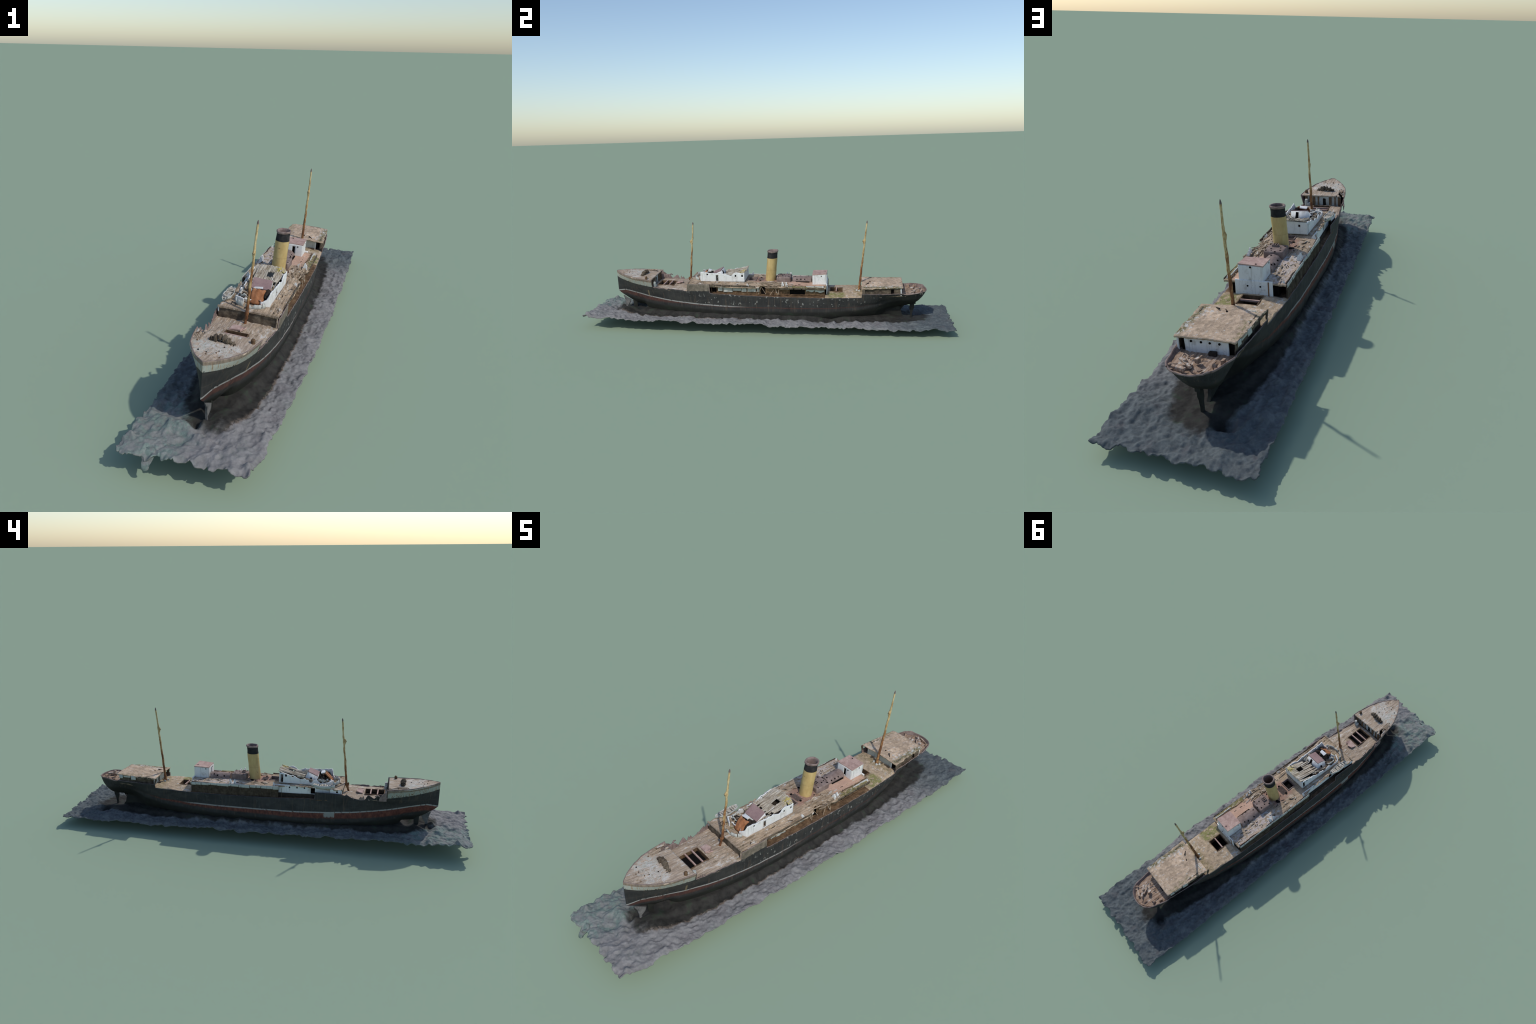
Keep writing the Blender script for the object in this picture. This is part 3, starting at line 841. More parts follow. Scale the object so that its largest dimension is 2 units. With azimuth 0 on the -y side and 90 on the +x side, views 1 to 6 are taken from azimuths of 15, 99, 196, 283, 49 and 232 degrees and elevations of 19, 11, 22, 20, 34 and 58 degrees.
    wh = finish("wheelhouse", mb, "white", dh, solid=.003, offset=0, jitter=.0012)
    mb = MB()
    mb.plate([(x * 1.04, y, q + .001) for x, y, q in top], .004)
    finish("wheelhouse_roof", mb, "mauve", wh, jitter=.001)
    mb = MB()
    mb.plate([(.020, -.2100, .258), (.007, -.2090, .258), (.007, -.2255, .303), (.018, -.2260, .303)], .003)
    mb.plate([(-.0415, -.242, .274), (-.0415, -.249, .274), (-.038, -.249, .283), (-.038, -.242, .283)], .006)
    finish("wheelhouse_doorway", mb, "void", wh)
    # orange corroded front sheet, bulging forward
    mb = MB()
    nu, nv = 12, 8
    for j in range(nv):
        for i in range(nu):
            s, t = i / (nu - 1), j / (nv - 1)
            u = -.012 + .046 * s
            mb.v.append((u + .002 * math.sin(7 * t), -.342 + .036 * t ** 1.3 - .006 * math.sin(math.pi * s), .260 + .043 * t + (-.004 * abs(s - .4) * t) + .0015 * math.sin(s * 16)))
    mb.f = [(j * nu + i, j * nu + i + 1, (j + 1) * nu + i + 1, (j + 1) * nu + i) for j in range(nv - 1) for i in range(nu - 1)]
    finish("rusted_front_sheet", mb, "orange", dh, solid=.003, offset=0, jitter=.001)
    mb = MB()
    mb.plate([(-.010, -.306, .303), (.022, -.304, .305), (.020, -.288, .302), (-.008, -.289, .299)], .004)
    finish("white_cornice", mb, "white", dh, jitter=.001)
    # sagging planked roof of the after half
    k = 0
    for u in np.arange(-.055, .044, .0062):
        w = .0058 + RNG.uniform(-.0012, .0008)
        y1 = -.088 + RNG.uniform(-.004, .003)
        y0 = -.205 + RNG.uniform(-.014, .018) + (.05 if u < -.045 else 0)
        sag = .012 * (1 - ((u + .006) / .055) ** 2)
        zt = .310 - .006 * max(0, (u - .03) / .02) + RNG.uniform(-.0015, .0015)
        zb = .284 + .004 * abs(u) / .05 - sag * .3 + RNG.uniform(-.003, .003)
        segs = [(y1, y0)]
        if .0 < u < .022:
            segs = [(y1, -.128), (-.160, y0)]
        for a, b in segs:
            za, zbb = (np.interp(q, [y0, y1], [zb, zt]) for q in (a, b))
            mb = MB()
            mid = (a + b) / 2
            mb.board((u, a, za), (u + RNG.uniform(-.001, .001), mid, (za + zbb) / 2 - .001), w, .003, RNG.uniform(-.15, .15))
            mb.board((u + .0004, mid, (za + zbb) / 2 - .001), (u + RNG.uniform(-.002, .002), b, zbb), w * .96, .003, RNG.uniform(-.2, .2))
            finish("roof_plank", mb, "roofplank", dh, weld=False, jitter=.0008)
    mb = MB()
    mb.plate([(.060, -.096, .304), (.036, -.090, .313), (.030, -.110, .308), (.056, -.118, .301)], .004)
    mb.plate([(.040, -.118, .305), (.022, -.15, .297), (.046, -.19, .284), (.056, -.125, .298)], .004)
    finish("torn_roof_felt", mb, "roofplank", dh, jitter=.0015)
    mb = MB()
    mb.box((-.003, -.150, .262), (.10, .09, .012))
    finish("dark_interior", mb, "soot", dh)
    # loose strakes along the port side of the house
    mb = MB()
    for i in range(34):
        y = RNG.uniform(-.37, -.09)
        x = RNG.uniform(.066, .106)
        zz = float(boat_z(x, y)) + RNG.uniform(.0005, .004)
        l = RNG.uniform(.025, .075)
        mb.board((x, y, zz), (x + RNG.uniform(-.004, .004), y + l, float(boat_z(x, y + l)) + RNG.uniform(.0005, .004)), RNG.uniform(.002, .005), .002, RNG.uniform(-.3, .3))
    finish("loose_deck_strakes", mb, "plank", bd, weld=False, stuff=True)
    # wreckage abreast of the funnel, port side
    mb = MB()
    for i in range(70):
        y = RNG.uniform(-.02, .125)
        x = RNG.uniform(.045, .108)
        zz = float(boat_z(x, y)) + RNG.uniform(.0, .006) - .30 * max(0, x - .088) * (1 if y < .1 else 0)
        l = RNG.uniform(.012, .055)
        a = RNG.normal(0, .22)
        mb.board((x, y, zz), (x + l * math.sin(a), y + l * math.cos(a), zz + RNG.uniform(-.006, .006)), RNG.uniform(.002, .006), .002, RNG.uniform(-.5, .5))
    for i in range(8):
        y = RNG.uniform(-.01, .10)
        mb.board((RNG.uniform(.080, .095), y, RNG.uniform(.232, .244)), (RNG.uniform(.094, .110), y + RNG.uniform(-.03, .03), RNG.uniform(.190, .215)), RNG.uniform(.0012, .0025), .0018, RNG.uniform(-.6, .6))
    finish("fallen_planks", mb, "plank", bd, weld=False, stuff=True)
    # litter of splinters and flakes over the boat deck
    for (mt, cnt, seed) in (("plank", 130, 3), ("roofplank", 60, 4), ("soot", 60, 5)):
        rg = np.random.default_rng(seed)
        mb = MB()
        for i in range(cnt):
            y = rg.uniform(-.39, .335)
            x = rg.uniform(-.100, .100)
            if (-.066 < x < .064 and -.35 < y < .0) or (abs(x + .003) < .045 and .0 < y < .15) or (-.042 < x < .056 and y > .15):
                continue
            if x < -.085 and y < -.1:
                continue
            l, a = rg.uniform(.004, .022), rg.normal(0, .5)
            zz = float(boat_z(x, y)) + rg.uniform(.0004, .0022)
            mb.board((x, y, zz), (x + l * math.sin(a), y + l * math.cos(a), zz + rg.uniform(-.001, .002)), rg.uniform(.001, .004), .0018, rg.uniform(-.4, .4))
        finish("deck_litter", mb, mt, bd, weld=False, stuff=True)
    # stranded lifeboat and its splintered gunwale, starboard
    mb = MB()
    n, m = 16, 7
    for i in range(n + 1):
        t = i / n
        w = .0165 * max(0.04, math.sin(math.pi * (.06 + .88 * t))) ** .7
        for j in range(m):
            a = math.pi * j / (m - 1)
            mb.v.append((-.098 - .012 * t * 0 + w * math.cos(a), -.365 + .108 * t, .268 - .018 * math.sin(a) ** .8 * max(.35, math.sin(math.pi * t)) ** .4 + .004 * abs(2 * t - 1) ** 2))
    mb.f = [(i * m + j, i * m + j + 1, (i + 1) * m + j + 1, (i + 1) * m + j) for i in range(n) for j in range(m - 1)]
    lb = finish("lifeboat", mb, "grime", bd, solid=.0025, offset=0, jitter=.0014)
    mb = MB()
    for i in range(9):
        y = -.355 + i * .011
        mb.board((-.110, y, .267 + RNG.uniform(-.001, .003)), (-.087, y + RNG.uniform(-.004, .004), .267 + RNG.uniform(-.001, .003)), .0075, .002, RNG.uniform(-.2, .2))
    finish("lifeboat_planking", mb, "roofplank", lb, weld=False, jitter=.0012)
    mb = MB()
    for i in range(16):
        t = i / 16
        y = -.262 + .10 * t
        x = -.091 + .004 * math.sin(i * 1.7)
        mb.board((x, y, .250 + RNG.uniform(0, .004)), (x + RNG.uniform(-.003, .003), y + .016, .250 + RNG.uniform(0, .004)), RNG.uniform(.003, .007), .002, RNG.uniform(-.6, .6))
    finish("splintered_edge", mb, "plank", bd, weld=False, stuff=True)

def build_promenade(bd):
    """house sides below the boat deck, hanging valance panels, stanchions"""
    ph = wall("promenade_house", (.086, -.278), (.086, .338), .186, .240, "brown", parent=bd, rough=.003,
              openings=[(.005, .030, .195, .236), (.275, .30, .192, .234), (.43, .51, .192, .226)])
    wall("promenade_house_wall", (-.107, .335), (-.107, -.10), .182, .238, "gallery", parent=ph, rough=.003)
    wall("promenade_house_wall", (-.087, -.075), (-.0875, -.345), lambda s: np.interp(s, [0, .27], [.210, .218]), .252, "white", parent=ph,
         openings=[(.072, .079, .238, .245), (.108, .115, .239, .246), (.144, .151, .240, .247), (.178, .198, .219, .248)])
    wall("promenade_house_wall", (-.092, -.075), (-.093, -.345), lambda s: np.interp(s, [0, .27], [.190, .205]), lambda s: np.interp(s, [0, .27], [.211, .219]), "soot", parent=ph)
    mb = MB()
    mb.box((0, .03, .208), (.158, .60, .046))
    finish("dark_cabin_space", mb, "void", ph)
    # pale upper panels, port
    y = -.238
    while y < -.02:
        l = RNG.uniform(.025, .06)
        h = RNG.uniform(.026, .036)
        wall("saloon_panel", (.0905, y), (.0905, min(y + l, -.012)), .238 - h, .239, "grime", parent=ph, rag=0, rough=.002)
        y += l + RNG.uniform(.001, .006)
    for (a, b, h) in ((.115, .165, .014), (.240, .285, .026), (.287, .335, .030)):
        wall("saloon_panel", (.094, a), (.094, b), lambda s, h=h, L=b - a: .238 - h + .003 * np.sin(s * 170), .241, "grime", parent=ph, rough=.002)
    # valance along the starboard edge
    y = .338
    while y > -.10:
        l = RNG.uniform(.018, .060)
        h = RNG.uniform(.008, .013) * (1.3 if y < .12 else 1)
        if RNG.uniform() > .06:
            wall("valance_panel", (-.1110, y), (-.1105, max(y - l, -.10)), float(BOAT_Z(y)) - .004 - h, float(BOAT_Z(y)) - .002, "grime", parent=ph, thick=.002)
        y -= l + RNG.uniform(.0002, .003)
    y = .335
    while y > .10:
        l = RNG.uniform(.02, .05)
        h = RNG.uniform(.005, .010)
        wall("valance_panel", (.110, y), (.110, y - l), .233 - h, .237, "bulk", parent=ph, thick=.002)
        y -= l + .004
    y = -.03
    while y > -.27:
        l = RNG.uniform(.03, .06)
        wall("valance_panel", (.110, y), (.1085, y - l), float(BOAT_Z(y)) - RNG.uniform(.010, .016), float(BOAT_Z(y)) - .003, "bulk", parent=ph, thick=.002)
        y -= l + .003
    src = None
    for s, x in ((-1, -.1115), (1, .1095)):
        for y in (.335, .285, .235, .187, .135, .085, .035, -.015, -.065, -.115):
            if s > 0:
                continue
            if src is None:
                mb = MB()
                mb.tube([(0, 0, 0), (0, 0, .050)], [.0009, .0009], 6)
                src = finish("stanchion", mb, "bulk", ph)
                src.location = (x, y, .184)
            else:
                instance(src, "stanchion", (x, y, float(np.interp(y, [-.2, .34], [.193, .183]))), (RNG.uniform(-.05, .05), RNG.uniform(-.03, .03), 0))
    return ph

def build_funnel(bd):
    base, top = Vector((0, .0375, .238)), Vector((.003, .0565, .414))
    prof = [(0, .0295), (.02, .0292), (.05, .0278), (.5, .0278), (.765, .0278)]
    def ring(t): return base.lerp(top, t)
    def shell(prof, name, mat, parent, inner=None, jit=.0008):
        mb = MB()
        n = 36
        for t, r in prof:
            c = ring(t)
            for k in range(n):
                a = 2 * math.pi * k / n
                mb.v.append((c.x + r * math.cos(a), c.y + r * math.sin(a), c.z))
        mb.f = [(j * n + k, j * n + (k + 1) % n, (j + 1) * n + (k + 1) % n, (j + 1) * n + k) for j in range(len(prof) - 1) for k in range(n)]
        return finish(name, mb, mat, parent, jitter=jit, jscale=45, weld=False)
    rows = [(t, .0278 + .0018 * math.exp(-t * 60)) for t in np.linspace(0, .768, 22)]
    f = shell(rows, "funnel", "funnel", bd)
    rows = [(t, .0276 - .0008 * math.sin((t - .765) / .2 * math.pi)) for t in np.linspace(.760, .955, 10)]
    shell(rows, "funnel_black_band", "cap", f)
    rows = [(.945, .0272), (.95, .0292), (.97, .0305), (.99, .0303), (1.0, .0285), (1.0, .0255), (.985, .0235), (.95, .0225), (.9, .0225), (.6, .0225), (.4, .022)]
    shell(rows, "funnel_rim", "rust", f, jit=.0015)
    mb = MB()
    c = ring(.42)
    mb.tube([(c.x, c.y, c.z - .002), (c.x, c.y, c.z)], [.0235, .0235], 24)
    finish("flue_bottom", mb, "void", f)
    return f

def build_aft_boatdeck(bd):
    # boiler casing
    mb = MB()
    mb.box((-.003, .113, .254), (.074, .076, .034))
    cs = finish("boiler_casing", mb, "rust", bd)
    bv = cs.modifiers.new("round", "BEVEL")
    bv.width, bv.segments = .006, 3
    cs.data.materials[0] = MAT["rust"]
    mb = MB()
    for (u, y, r) in ((.026, .142, .004), (.012, .122, .0038), (-.026, .136, .0038), (-.010, .150, .003), (-.031, .092, .0035), (.028, .085, .003), (-.020, .112, .0032), (.006, .140, .0028)):
        mb.tube([(u, y, .2695), (u, y, .2718)], [r, r], 12)
    finish("casing_hole", mb, "void", cs, stuff=True)
    mb = MB()
    mb.box((.004, .096, .2745), (.022, .018, .008))
    sk = finish("casing_hatch", mb, "rust", cs, jitter=.001)
    mb = MB()
    mb.box((-.001, .096, .2785), (.004, .013, .002))
    mb.box((.008, .096, .2785), (.004, .013, .002))
    finish("casing_hatch_slot", mb, "void", sk)
    # ridged engine-room skylight with ports
    mb = MB()
    prof = [(-.038, .234), (-.036, .248), (-.026, .258), (-.008, .262), (.008, .259), (.019, .248), (.021, .234)]
    ysl = np.linspace(.160, .262, 12)
    for y in ysl:
        for u, z in prof:
            mb.v.append((u + .004 * (y - .2), y, z + .002 - (.012 if y > .255 else 0) * 0))
    n = len(prof)
    mb.f = [(j * n + i, j * n + i + 1, (j + 1) * n + i + 1, (j + 1) * n + i) for j in range(len(ysl) - 1) for i in range(n - 1)] + [tuple(range(n)), tuple(range((len(ysl) - 1) * n, len(ysl) * n))]
    s = finish("engine_skylight", mb, "rust", bd, jitter=.0012)
    src = None
    for (u, z, ry, y) in ((.0155, .2548, 1.0, .184), (.0155, .2548, 1.0, .205), (.0155, .2548, 1.0, .226), (-.004, .2644, .1, .172), (-.033, .2545, -.85, .190), (-.033, .2545, -.85, .225), (-.028, .259, -.7, .243)):
        if src is None:
            src = port_mesh(s)
            src.location, src.rotation_euler = (u, y, z), (0, ry, 0)
        else:
            instance(src, "porthole", (u, y, z), (0, ry, 0))
    mb = MB()
    mb.box((.0235, .215, .2425), (.006, .072, .004))
    finish("skylight_gap", mb, "void", s)
    # after cabin
    z0 = .236
    c = wall("after_cabin", (.0505, .2735), (.0505, .342), z0, lambda s: np.interp(s, [0, .07], [.291, .295]), "white", parent=bd, openings=())
    wall("after_cabin_wall", (.052, .3435), (-.0315, .3435), .236, .292, "white", parent=c)
    wall("after_cabin_wall", (.066, .3455), (-.064, .3455), .186, .242, "white", parent=c)
    wall("after_cabin_wall", (-.031, .342), (-.031, .2735), z0, lambda s: np.interp(s, [0, .07], [.290, .289]), "white", parent=c)
    wall("after_cabin_wall", (-.032, .272), (.0515, .272), z0, .289, "white", parent=c, openings=[(.038, .050, .244, .280)])
    mb = MB()
    mb.plate([(.053, .270, .2915), (.053, .346, .2955), (-.034, .346, .2915), (-.034, .270, .2905)], .004)
    finish("after_cabin_roof", mb, "pink", c, jitter=.0008)
    mb = MB()
    mb.box((.009, .31, .262), (.070, .058, .05))
    finish("cabin_darkness", mb, "void", c)
    spots = [((.010, .3462, .287), (-math.pi / 2, 0, 0)), ((.022, .3482, .222), (-math.pi / 2, 0, 0)), ((-.022, .3482, .222), (-math.pi / 2, 0, 0)), ((.0528, .318, .284), (0, math.pi / 2, 0)), ((.030, .2695, .280), (math.pi / 2, 0, 0)),
             ((-.0335, .285, .283), (0, -math.pi / 2, 0)), ((-.006, .335, .2952), (0, 0, 0))]
    src = None
    for p, r in spots:
        if src is None:
            src = port_mesh(c)
            src.location, src.rotation_euler = p, r
        else:
            instance(src, "porthole", p, r, (.85, .85, 1))
    mb = MB()
    mb.tube([(-.050, .3485, .186), (-.050, .3485, .24)], [.002, .002], 6)
    finish("drain_pipe", mb, "mast", c)
    # boat chocks
    src = None
    for (x, y, s, ry) in ((.098, -.074, .7, 0), (.096, .117, 1.1, .1), (.096, .137, 1.0, -.1), (.100, .329, .5, 0), (-.095, .138, .95, 0), (-.095, .117, .9, .1), (-.095, -.076, .75, 0), (-.098, .332, .5, 0), (.098, -.068, .5, .4)):
        if src is None:
            mb = MB()
            mb.plate([(-.010, -.0035, 0), (.010, -.0035, 0), (.006, -.003, .010), (.0, -.002, .024), (-.004, -.002, .022), (-.007, -.003, .010)], .004)
            mb.plate([(-.009, .0035, 0), (.009, .0035, 0), (.003, .0025, .014), (-.006, .002, .012)], .003)
            src = finish("boat_chock", mb, "white", bd, jitter=.0012, jscale=120)
            src.location, src.scale = (x, y, float(boat_z(x, y)) - .001), (s, s, s)
        else:
            instance(src, "boat_chock", (x, y, float(boat_z(x, y)) - .001), (0, ry, math.pi if x < 0 else 0), (s, s, s))
    # rot holes in the plating round the funnel
    mb = MB()
    for (u, y, r) in ((.026, -.015, .0055), (-.030, -.018, .0055), (-.036, .046, .0085), (-.044, .041, .006), (-.022, .012, .002), (.058, .07, .004), (.032, .06, .003)):
        zz = float(boat_z(u, y)) + .0018
        mb.plate([(u + r * math.cos(a) * RNG.uniform(.8, 1.2), y + r * math.sin(a) * RNG.uniform(.8, 1.2), zz) for a in np.linspace(0, 2 * math.pi, 11)[:-1]], .0015)
    finish("rust_hole", mb, "void", bd, weld=False, stuff=True)

def build_poop(stern, aft):
    zr = lambda u, y: np.interp(y, [.53, .742], [.2375, .2405]) - .0035 * (u / .1) ** 2 + .0015 * fbm(u, y, 7, 20, 2)
    left, right = lerp([(.528, -.104), (.742, -.092)]), lerp([(.528, .104), (.742, .091)])
    roof = deck("poop_roof", .529, .742, left, right, zr, "poop", thick=.005, rough=.0018, rag=.002, parent=stern)
    wall("poop_house", (.066, .727), (-.064, .727), .184, .235, "white", parent=roof, rough=.0015)
    wall("poop_house_wall", (-.078, .546), (-.022, .546), .182, .235, "cream", parent=roof, rough=.0015)
    wall("poop_house_wall", (-.006, .546), (.066, .546), .182, .235, "cream", parent=roof, rough=.0015)
    wall("poop_house_wall", (.088, .55), (.084, .73), .184, .235, "bulk", parent=roof, rough=.003, openings=[(.13, .145, .192, .226)])
    wall("poop_house_wall", (-.084, .73), (-.088, .55), .184, .235, "bulk", parent=roof, rough=.003)
    mb = MB()
    mb.box((0, .638, .207), (.155, .168, .04))
    finish("poop_darkness", mb, "void", roof)
    mb = MB()
    mb.tube([(.067, .545, .185), (.067, .545, .231)], [.003, .003], 6)
    mb.tube([(.085, .731, .19), (.085, .731, .234)], [.0035, .0035], 6)
    mb.tube([(-.078, .5455, .185), (-.078, .5455, .231)], [.003, .003], 6)
    finish("corner_post", mb, "white", roof)
    src = None
    for u in (.046, .016, -.010, -.038):
        if src is None:
            src = port_mesh(roof)
            src.location, src.rotation_euler = (u, .7298, .220), (-math.pi / 2, 0, 0)
        else:
            instance(src, "porthole", (u, .7298, .220), (-math.pi / 2, 0, 0))
    y = .538
    while y < .73:
        l = RNG.uniform(.015, .05)
        b = min(y + l, .738)
        if RNG.uniform() > .15:
            xa, xb = float(left(y)) + .001, float(left(b)) + .001
            wall("roof_fascia", (xa, y), (xb, b), .2325 - RNG.uniform(.008, .018), .2345, "grime" if RNG.uniform() > .4 else "bulk", parent=roof, thick=.002)
        y = b + RNG.uniform(.001, .006)
    mb = MB()
    mb.plate([(-.103, .535, .205), (-.104, .528, .232), (-.106, .518, .231), (-.105, .524, .215), (-.104, .530, .200)], .004)
    mb.plate([(.103, .537, .185), (.104, .531, .231), (.104, .545, .231), (.104, .55, .2)], .003)
    finish("torn_fascia", mb, "bulk", roof, jitter=.002)
    # small debris on and before the roof
    mb = MB()
    mb.tube([(.0, .575, .232), (.002, .574, .240), (.006, .570, .243)], [.004, .0035, .002], 8)
    mb.board((.045, .55, .236), (.028, .566, .242), .004, .003)
    mb.tube([(.01, .615, .234), (.01, .616, .237)], [.003, .002], 8)
    finish("roof_debris", mb, "soot", roof, jitter=.001)
    mb = MB()
    mb.tube([(-.040, .530, .188), (-.040, .531, .199)], [.008, .006], 10)
    mb.tube([(.020, .535, .188), (.020, .535, .196)], [.006, .005], 10)
    mb.box((.05, .536, .191), (.03, .006, .008))
    finish("mooring_bollard", mb, "bulk", aft, jitter=.0015)
    # steering gear and clutter on the counter
    mb = MB()
    mb.box((.022, .812, .199), (.026, .034, .012), (0, 0, .5), .8)
    mb.board((.048, .795, .203), (-.002, .835, .206), .007, .006)
    mb.board((.055, .832, .200), (.012, .842, .203), .008, .008)
    mb.board((.004, .79, .203), (-.010, .80, .206), .012, .012)
    mb.tube([(.024, .812, .2), (.024, .812, .213)], [.006, .005], 9)
    mb.tube([(-.052, .80, .193), (-.056, .81, .203)], [.007, .006], 9)
    mb.tube([(.062, .825, .194), (.062, .825, .204)], [.007, .006], 9)
    mb.box((-.068, .775, .197), (.012, .012, .012))
    for k in range(14):
        y = RNG.uniform(.76, .845)
        x = RNG.uniform(-.8, .8) * float(SHEER_HALF(y))
        a = RNG.uniform(0, 3)
        mb.board((x, y, .197), (x + .018 * math.cos(a), y + .018 * math.sin(a), .198 + RNG.uniform(0, .005)), .003, .003, RNG.uniform(-.5, .5))
    finish("steering_gear", mb, "stern", stern, jitter=.0035, jscale=110, weld=False)
    mb = MB()
    mb.box((-.020, .738, .193), (.022, .012, .012))
    finish("deck_box", mb, "soot", stern, jitter=.001)

def build_masts(well, aft):
    def mast(name, foot, top, r0, r1, knobs, parent, foot_pinch):
        n = 60
        foot, top = Vector(foot), Vector(top)
        path, rad = [], []
        for k in range(n + 1):
            t = k / n
            p = foot.lerp(top, t)
            if foot_pinch:      # the spar stands abaft its twisted, half-rusted heel
                p.y += .0095 * float(smooth(.0, .12, t)) * (1 - t)
            p.x += .0010 * float(fbm(t * 1.0, foot.y, 1, 9, 3))
            p.y += .0012 * float(fbm(t * 1.0, foot.y, 5, 9, 3))
            r = r0 + (r1 - r0) * t
            r *= 1 + .13 * float(fbm(t, foot.y, 3, 30, 2))
            for (tk, a) in knobs:
                r += a * math.exp(-((t - tk) / .014) ** 2)
            if foot_pinch and t < .09:
                r *= .72
            if t > .975:
                r *= .85
            path.append(p)
            rad.append(r)
        rad[-1] *= .3
        mb = MB()
        mb.tube(path, rad, 12)
        return finish(name, mb, "mast", parent, jitter=.0004, jscale=150)
    fm = mast("fore_mast", (.001, -.4255, .212), (.001, -.377, .572), .0060, .0034, [(.695, .0012), (.11, .0022), (.0, .004)], well, True)
    mm = mast("main_mast", (.004, .5145, .186), (.003, .558, .573), .0062, .0033, [(.715, .0012), (.01, .002)], aft, False)
    for spar, (x, y, z) in ((fm, (.0015, -.3915, .462)), (mm, (.0035, .5435, .462))):
        mb = MB()
        mb.tube([(x, y - .001, z - .020), (x, y - .003, z - .010), (x, y - .0045, z), (x, y - .003, z + .004), (x, y, z + .012)], [.0022, .0036, .0056, .0050, .0026], 9)
        finish("mast_hound", mb, "mast", spar, jitter=.0012, jscale=140)
        mb = MB()
        mb.board((x, y + .002, z + .0015), (x, y - .0105, z + .0005), .007, .0016)
        finish("hound_band", mb, "soot", spar, jitter=.0004)
    mb = MB()
    mb.tube([(.004, .5165, .205), (.004, .519, .222), (.004, .521, .232)], [.004, .0062, .004], 9)
    finish("mast_collar", mb, "mast", mm, jitter=.0015)
    mb = MB()
    for x, y in ((-.012, .512), (.020, .516), (.012, .503)):
        mb.tube([(x, y, .188), (x, y, .196), (x, y, .199)], [.0062, .0056, .003], 9)
    finish("mooring_stump", mb, "grime", mm, jitter=.0015, stuff=True)
    mb = MB()
    mb.tube([(.002, -.423, .228), (.004, -.418, .240), (.002, -.420, .256), (.0, -.421, .262)], [.002, .004, .0045, .002], 8)
    finish("mast_collar", mb, "mast", fm, jitter=.0015)

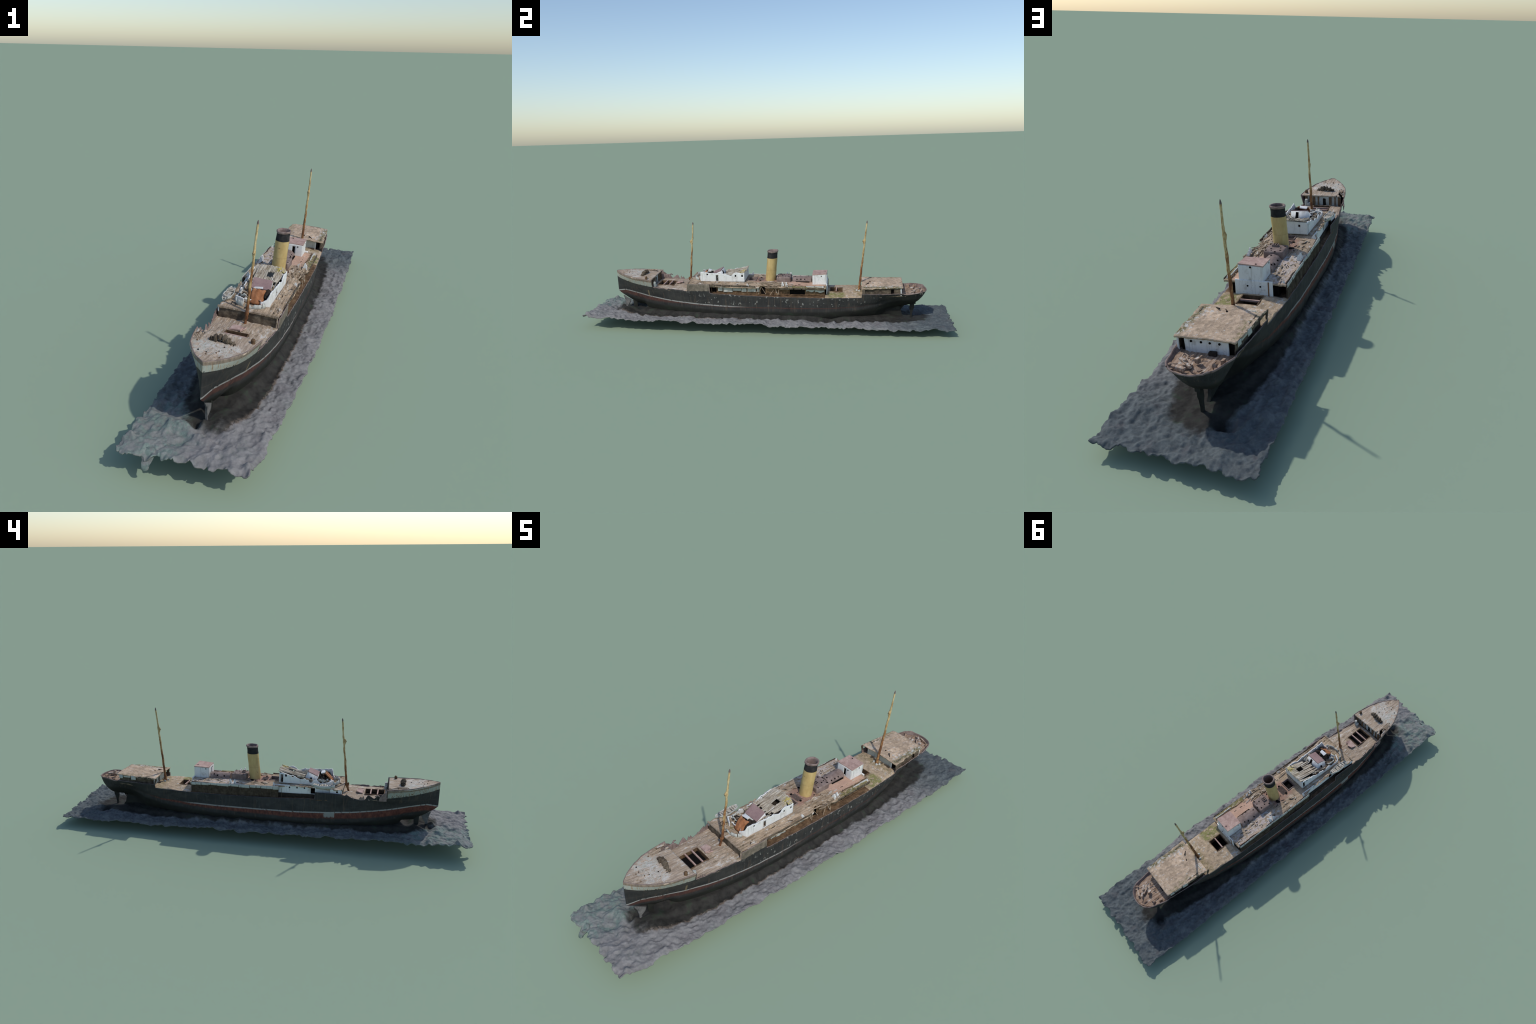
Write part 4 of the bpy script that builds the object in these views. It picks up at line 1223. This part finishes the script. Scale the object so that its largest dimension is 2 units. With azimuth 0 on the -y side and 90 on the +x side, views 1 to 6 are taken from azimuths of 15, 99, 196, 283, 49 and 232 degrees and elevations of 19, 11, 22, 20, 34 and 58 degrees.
# ------------------------------------------------------------------ mud patch
def build_mud():
    pos_edge = lerp([(-1, .182), (-.8, .197), (-.5, .214), (-.2, .224), (.1, .229), (.5, .227), (.8, .222), (1, .218)])
    neg_edge = lerp([(-1, -.198), (0, -.217), (1, -.230)])
    ny, nx = 640, 150
    v = np.linspace(-1, 1, ny)
    s = np.linspace(0, 1, nx)
    S, V = np.meshgrid(s, v)
    Y = np.where(V < 0, V * .984, V * .990)
    tooth = lambda a, b, seed: fbm(a, b, seed, 1, 3, .65)
    L = neg_edge(V) + .0042 * tooth(V * 21, 0, 2.5) + .0036 * np.abs(tooth(V * 83, 3, 2.5))
    R = pos_edge(V) + .0042 * tooth(V * 21, 0, 7.5) - .0036 * np.abs(tooth(V * 83, 3, 7.5))
    X = L + (R - L) * S
    edge_y = smooth(.97, 1, np.abs(V))
    Y = Y + np.sign(V) * edge_y * .009 * tooth(S * 19, V * 0, 4.2)
    X = X + .003 * fbm(X, Y, 3, 40, 2)
    mid = np.interp(Y, [-1, -.85, -.6, -.3, 0, .3, .6, 1], [.080, .078, .070, .066, .062, .056, .050, .046])
    lump = fbm(X, Y, 0, 17, 4, .55)
    ridge = 1 - np.abs(fbm(X, Y * .8, 5, 26, 3))
    fine = fbm(X, Y, 11, 62, 3, .6)
    crag = 1 - np.abs(fbm(X, Y, 15, 48, 2))
    bed = ((np.abs(X) / .142) ** 2.6 + (np.abs(Y - .02) / .875) ** 4) 
    calm = .30 + .70 * smooth(.75, 1.08, bed)
    Z = mid + .001 + .001 * (X < -.12) + calm * (.0064 * lump + .0050 * (ridge - .6) + .0026 * fine + .0030 * (crag - .6))
    # swept up against the hull, hollow below stem and counter
    e = np.abs(X + .002) / .135
    along = smooth(-.78, -.62, Y) * smooth(.66, .45, Y)
    flank = WATER_HALF(Y) * .96 + .002
    gap = np.abs(X + .008) - flank
    skirt = smooth(-.80, -.66, Y) * np.interp(Y, [.35, .6, .74, .86], [1, .75, .45, 0])
    Z = Z + .016 * skirt * smooth(.030, .0, gap)
    ripple = smooth(1.35, 1.05, e) * smooth(.7, .95, e) * along
    Z = Z + .008 * ripple * fbm(X * .3, Y, 2, 34, 2)
    def g(cx, cy, rx, ry): return np.exp(-((X - cx) / rx) ** 2 - ((Y - cy) / ry) ** 2)
    Z = Z + .022 * g(-.058, -.842, .045, .020) + .018 * g(.010, -.880, .030, .018) + .020 * g(-.006, -.818, .012, .014)
    Z = Z + .020 * g(.050, -.790, .045, .060) + .012 * g(-.065, -.745, .04, .05)
    Z = Z - .022 * g(-.030, -.825, .022, .020) - .018 * g(.0, -.705, .07, .026)
    Z = Z + .012 * g(-.17, -.80, .012, .012) + .012 * g(-.175, -.93, .014, .01) + .016 * g(.165, -.955, .01, .01)
    Z = Z - .046 * g(-.082, .825, .026, .022) - .008 * g(0, .78, .07, .10) - .016 * g(.10, .36, .05, .05)
    Z = Z - .018 * g(-.104, -1.0, .022, .030)
    border = np.minimum(np.minimum(S, 1 - S) * nx / 5, (1 - np.abs(V)) * ny / 8)
    Z = Z + .006 * np.clip(1 - border, 0, 1) * fbm(X, Y, 8, 55, 2) - .003 * np.clip(1 - border, 0, 1)
    Z = np.maximum(Z, .012)
    k = np.unravel_index(np.argmin(Z), Z.shape)
    Z[k] = .0115
    mb = MB()
    mb.v = [tuple(p) for p in np.stack([X, Y, Z], -1).reshape(-1, 3)]
    mb.f = [(j * nx + i, j * nx + i + 1, (j + 1) * nx + i + 1, (j + 1) * nx + i) for j in range(ny - 1) for i in range(nx - 1)]
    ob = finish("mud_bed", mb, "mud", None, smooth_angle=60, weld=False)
    ob.parent = None
    if sum(p.normal.z for p in ob.data.polygons) < 0:
        ob.data.flip_normals()
    sd = ob.modifiers.new("crust", "SOLIDIFY")
    sd.thickness, sd.offset = .0035, -1
    ob["label"] = "ragged sheet of lumpy grey mud under the wreck"
    ob["category"] = "seabed mud"
    # drooping hollow lobe at the fore edge
    mb = MB()
    n, path = 14, [(-.104, -.968, .074, .020), (-.104, -.980, .066, .016), (-.1045, -.990, .055, .012), (-.105, -.996, .044, .0095)]
    for (x, y, z, r) in path:
        for q in range(n):
            a = 2 * math.pi * q / n
            mb.v.append((x + r * math.cos(a), y + r * .55 * math.sin(a), z + .5 * r * math.sin(a)))
    mb.f = [(j * n + q, j * n + (q + 1) % n, (j + 1) * n + (q + 1) % n, (j + 1) * n + q) for j in range(len(path) - 1) for q in range(n)]
    lo = finish("mud_lobe", mb, "mud", ob, solid=.002, offset=-1, jitter=.002)
    # thin web of silt from the stem down to the bed
    mb = MB()
    mb.plate([(-.002, -.816, .152), (.003, -.774, .126), (.002, -.779, .108), (-.001, -.790, .094), (0, -.793, .066), (-.002, -.806, .066), (-.003, -.801, .100), (-.004, -.808, .130)], .005)
    finish("silt_web", mb, "silt", ob, jitter=.0035, jscale=110)
    return ob

# ------------------------------------------------------------------ assemble
def main():
    global SHIP
    build_materials()
    mud = build_mud()
    SHIP = bpy.data.objects.new("steamship_wreck", None)
    bpy.context.scene.collection.objects.link(SHIP)
    SHIP["label"] = "rusting black-hulled steamship wreck with buff funnel and two masts"
    SHIP["category"] = "shipwreck"
    hull = build_hull()
    build_hull_fittings(hull)
    d = build_decks()
    build_forecastle(d["forecastle"])
    build_midships(d["boat"])
    build_promenade(d["boat"])
    build_funnel(d["boat"])
    build_aft_boatdeck(d["boat"])
    build_poop(d["stern"], d["aft"])
    build_masts(d["well"], d["aft"])
    pivot = Matrix.Translation((0, 0, .23))
    SHIP.matrix_world = Matrix.Translation((.004, 0, .23)) @ Matrix.Rotation(YAW, 4, "Z") @ Matrix.Rotation(HEEL, 4, "Y") @ pivot.inverted()

main()
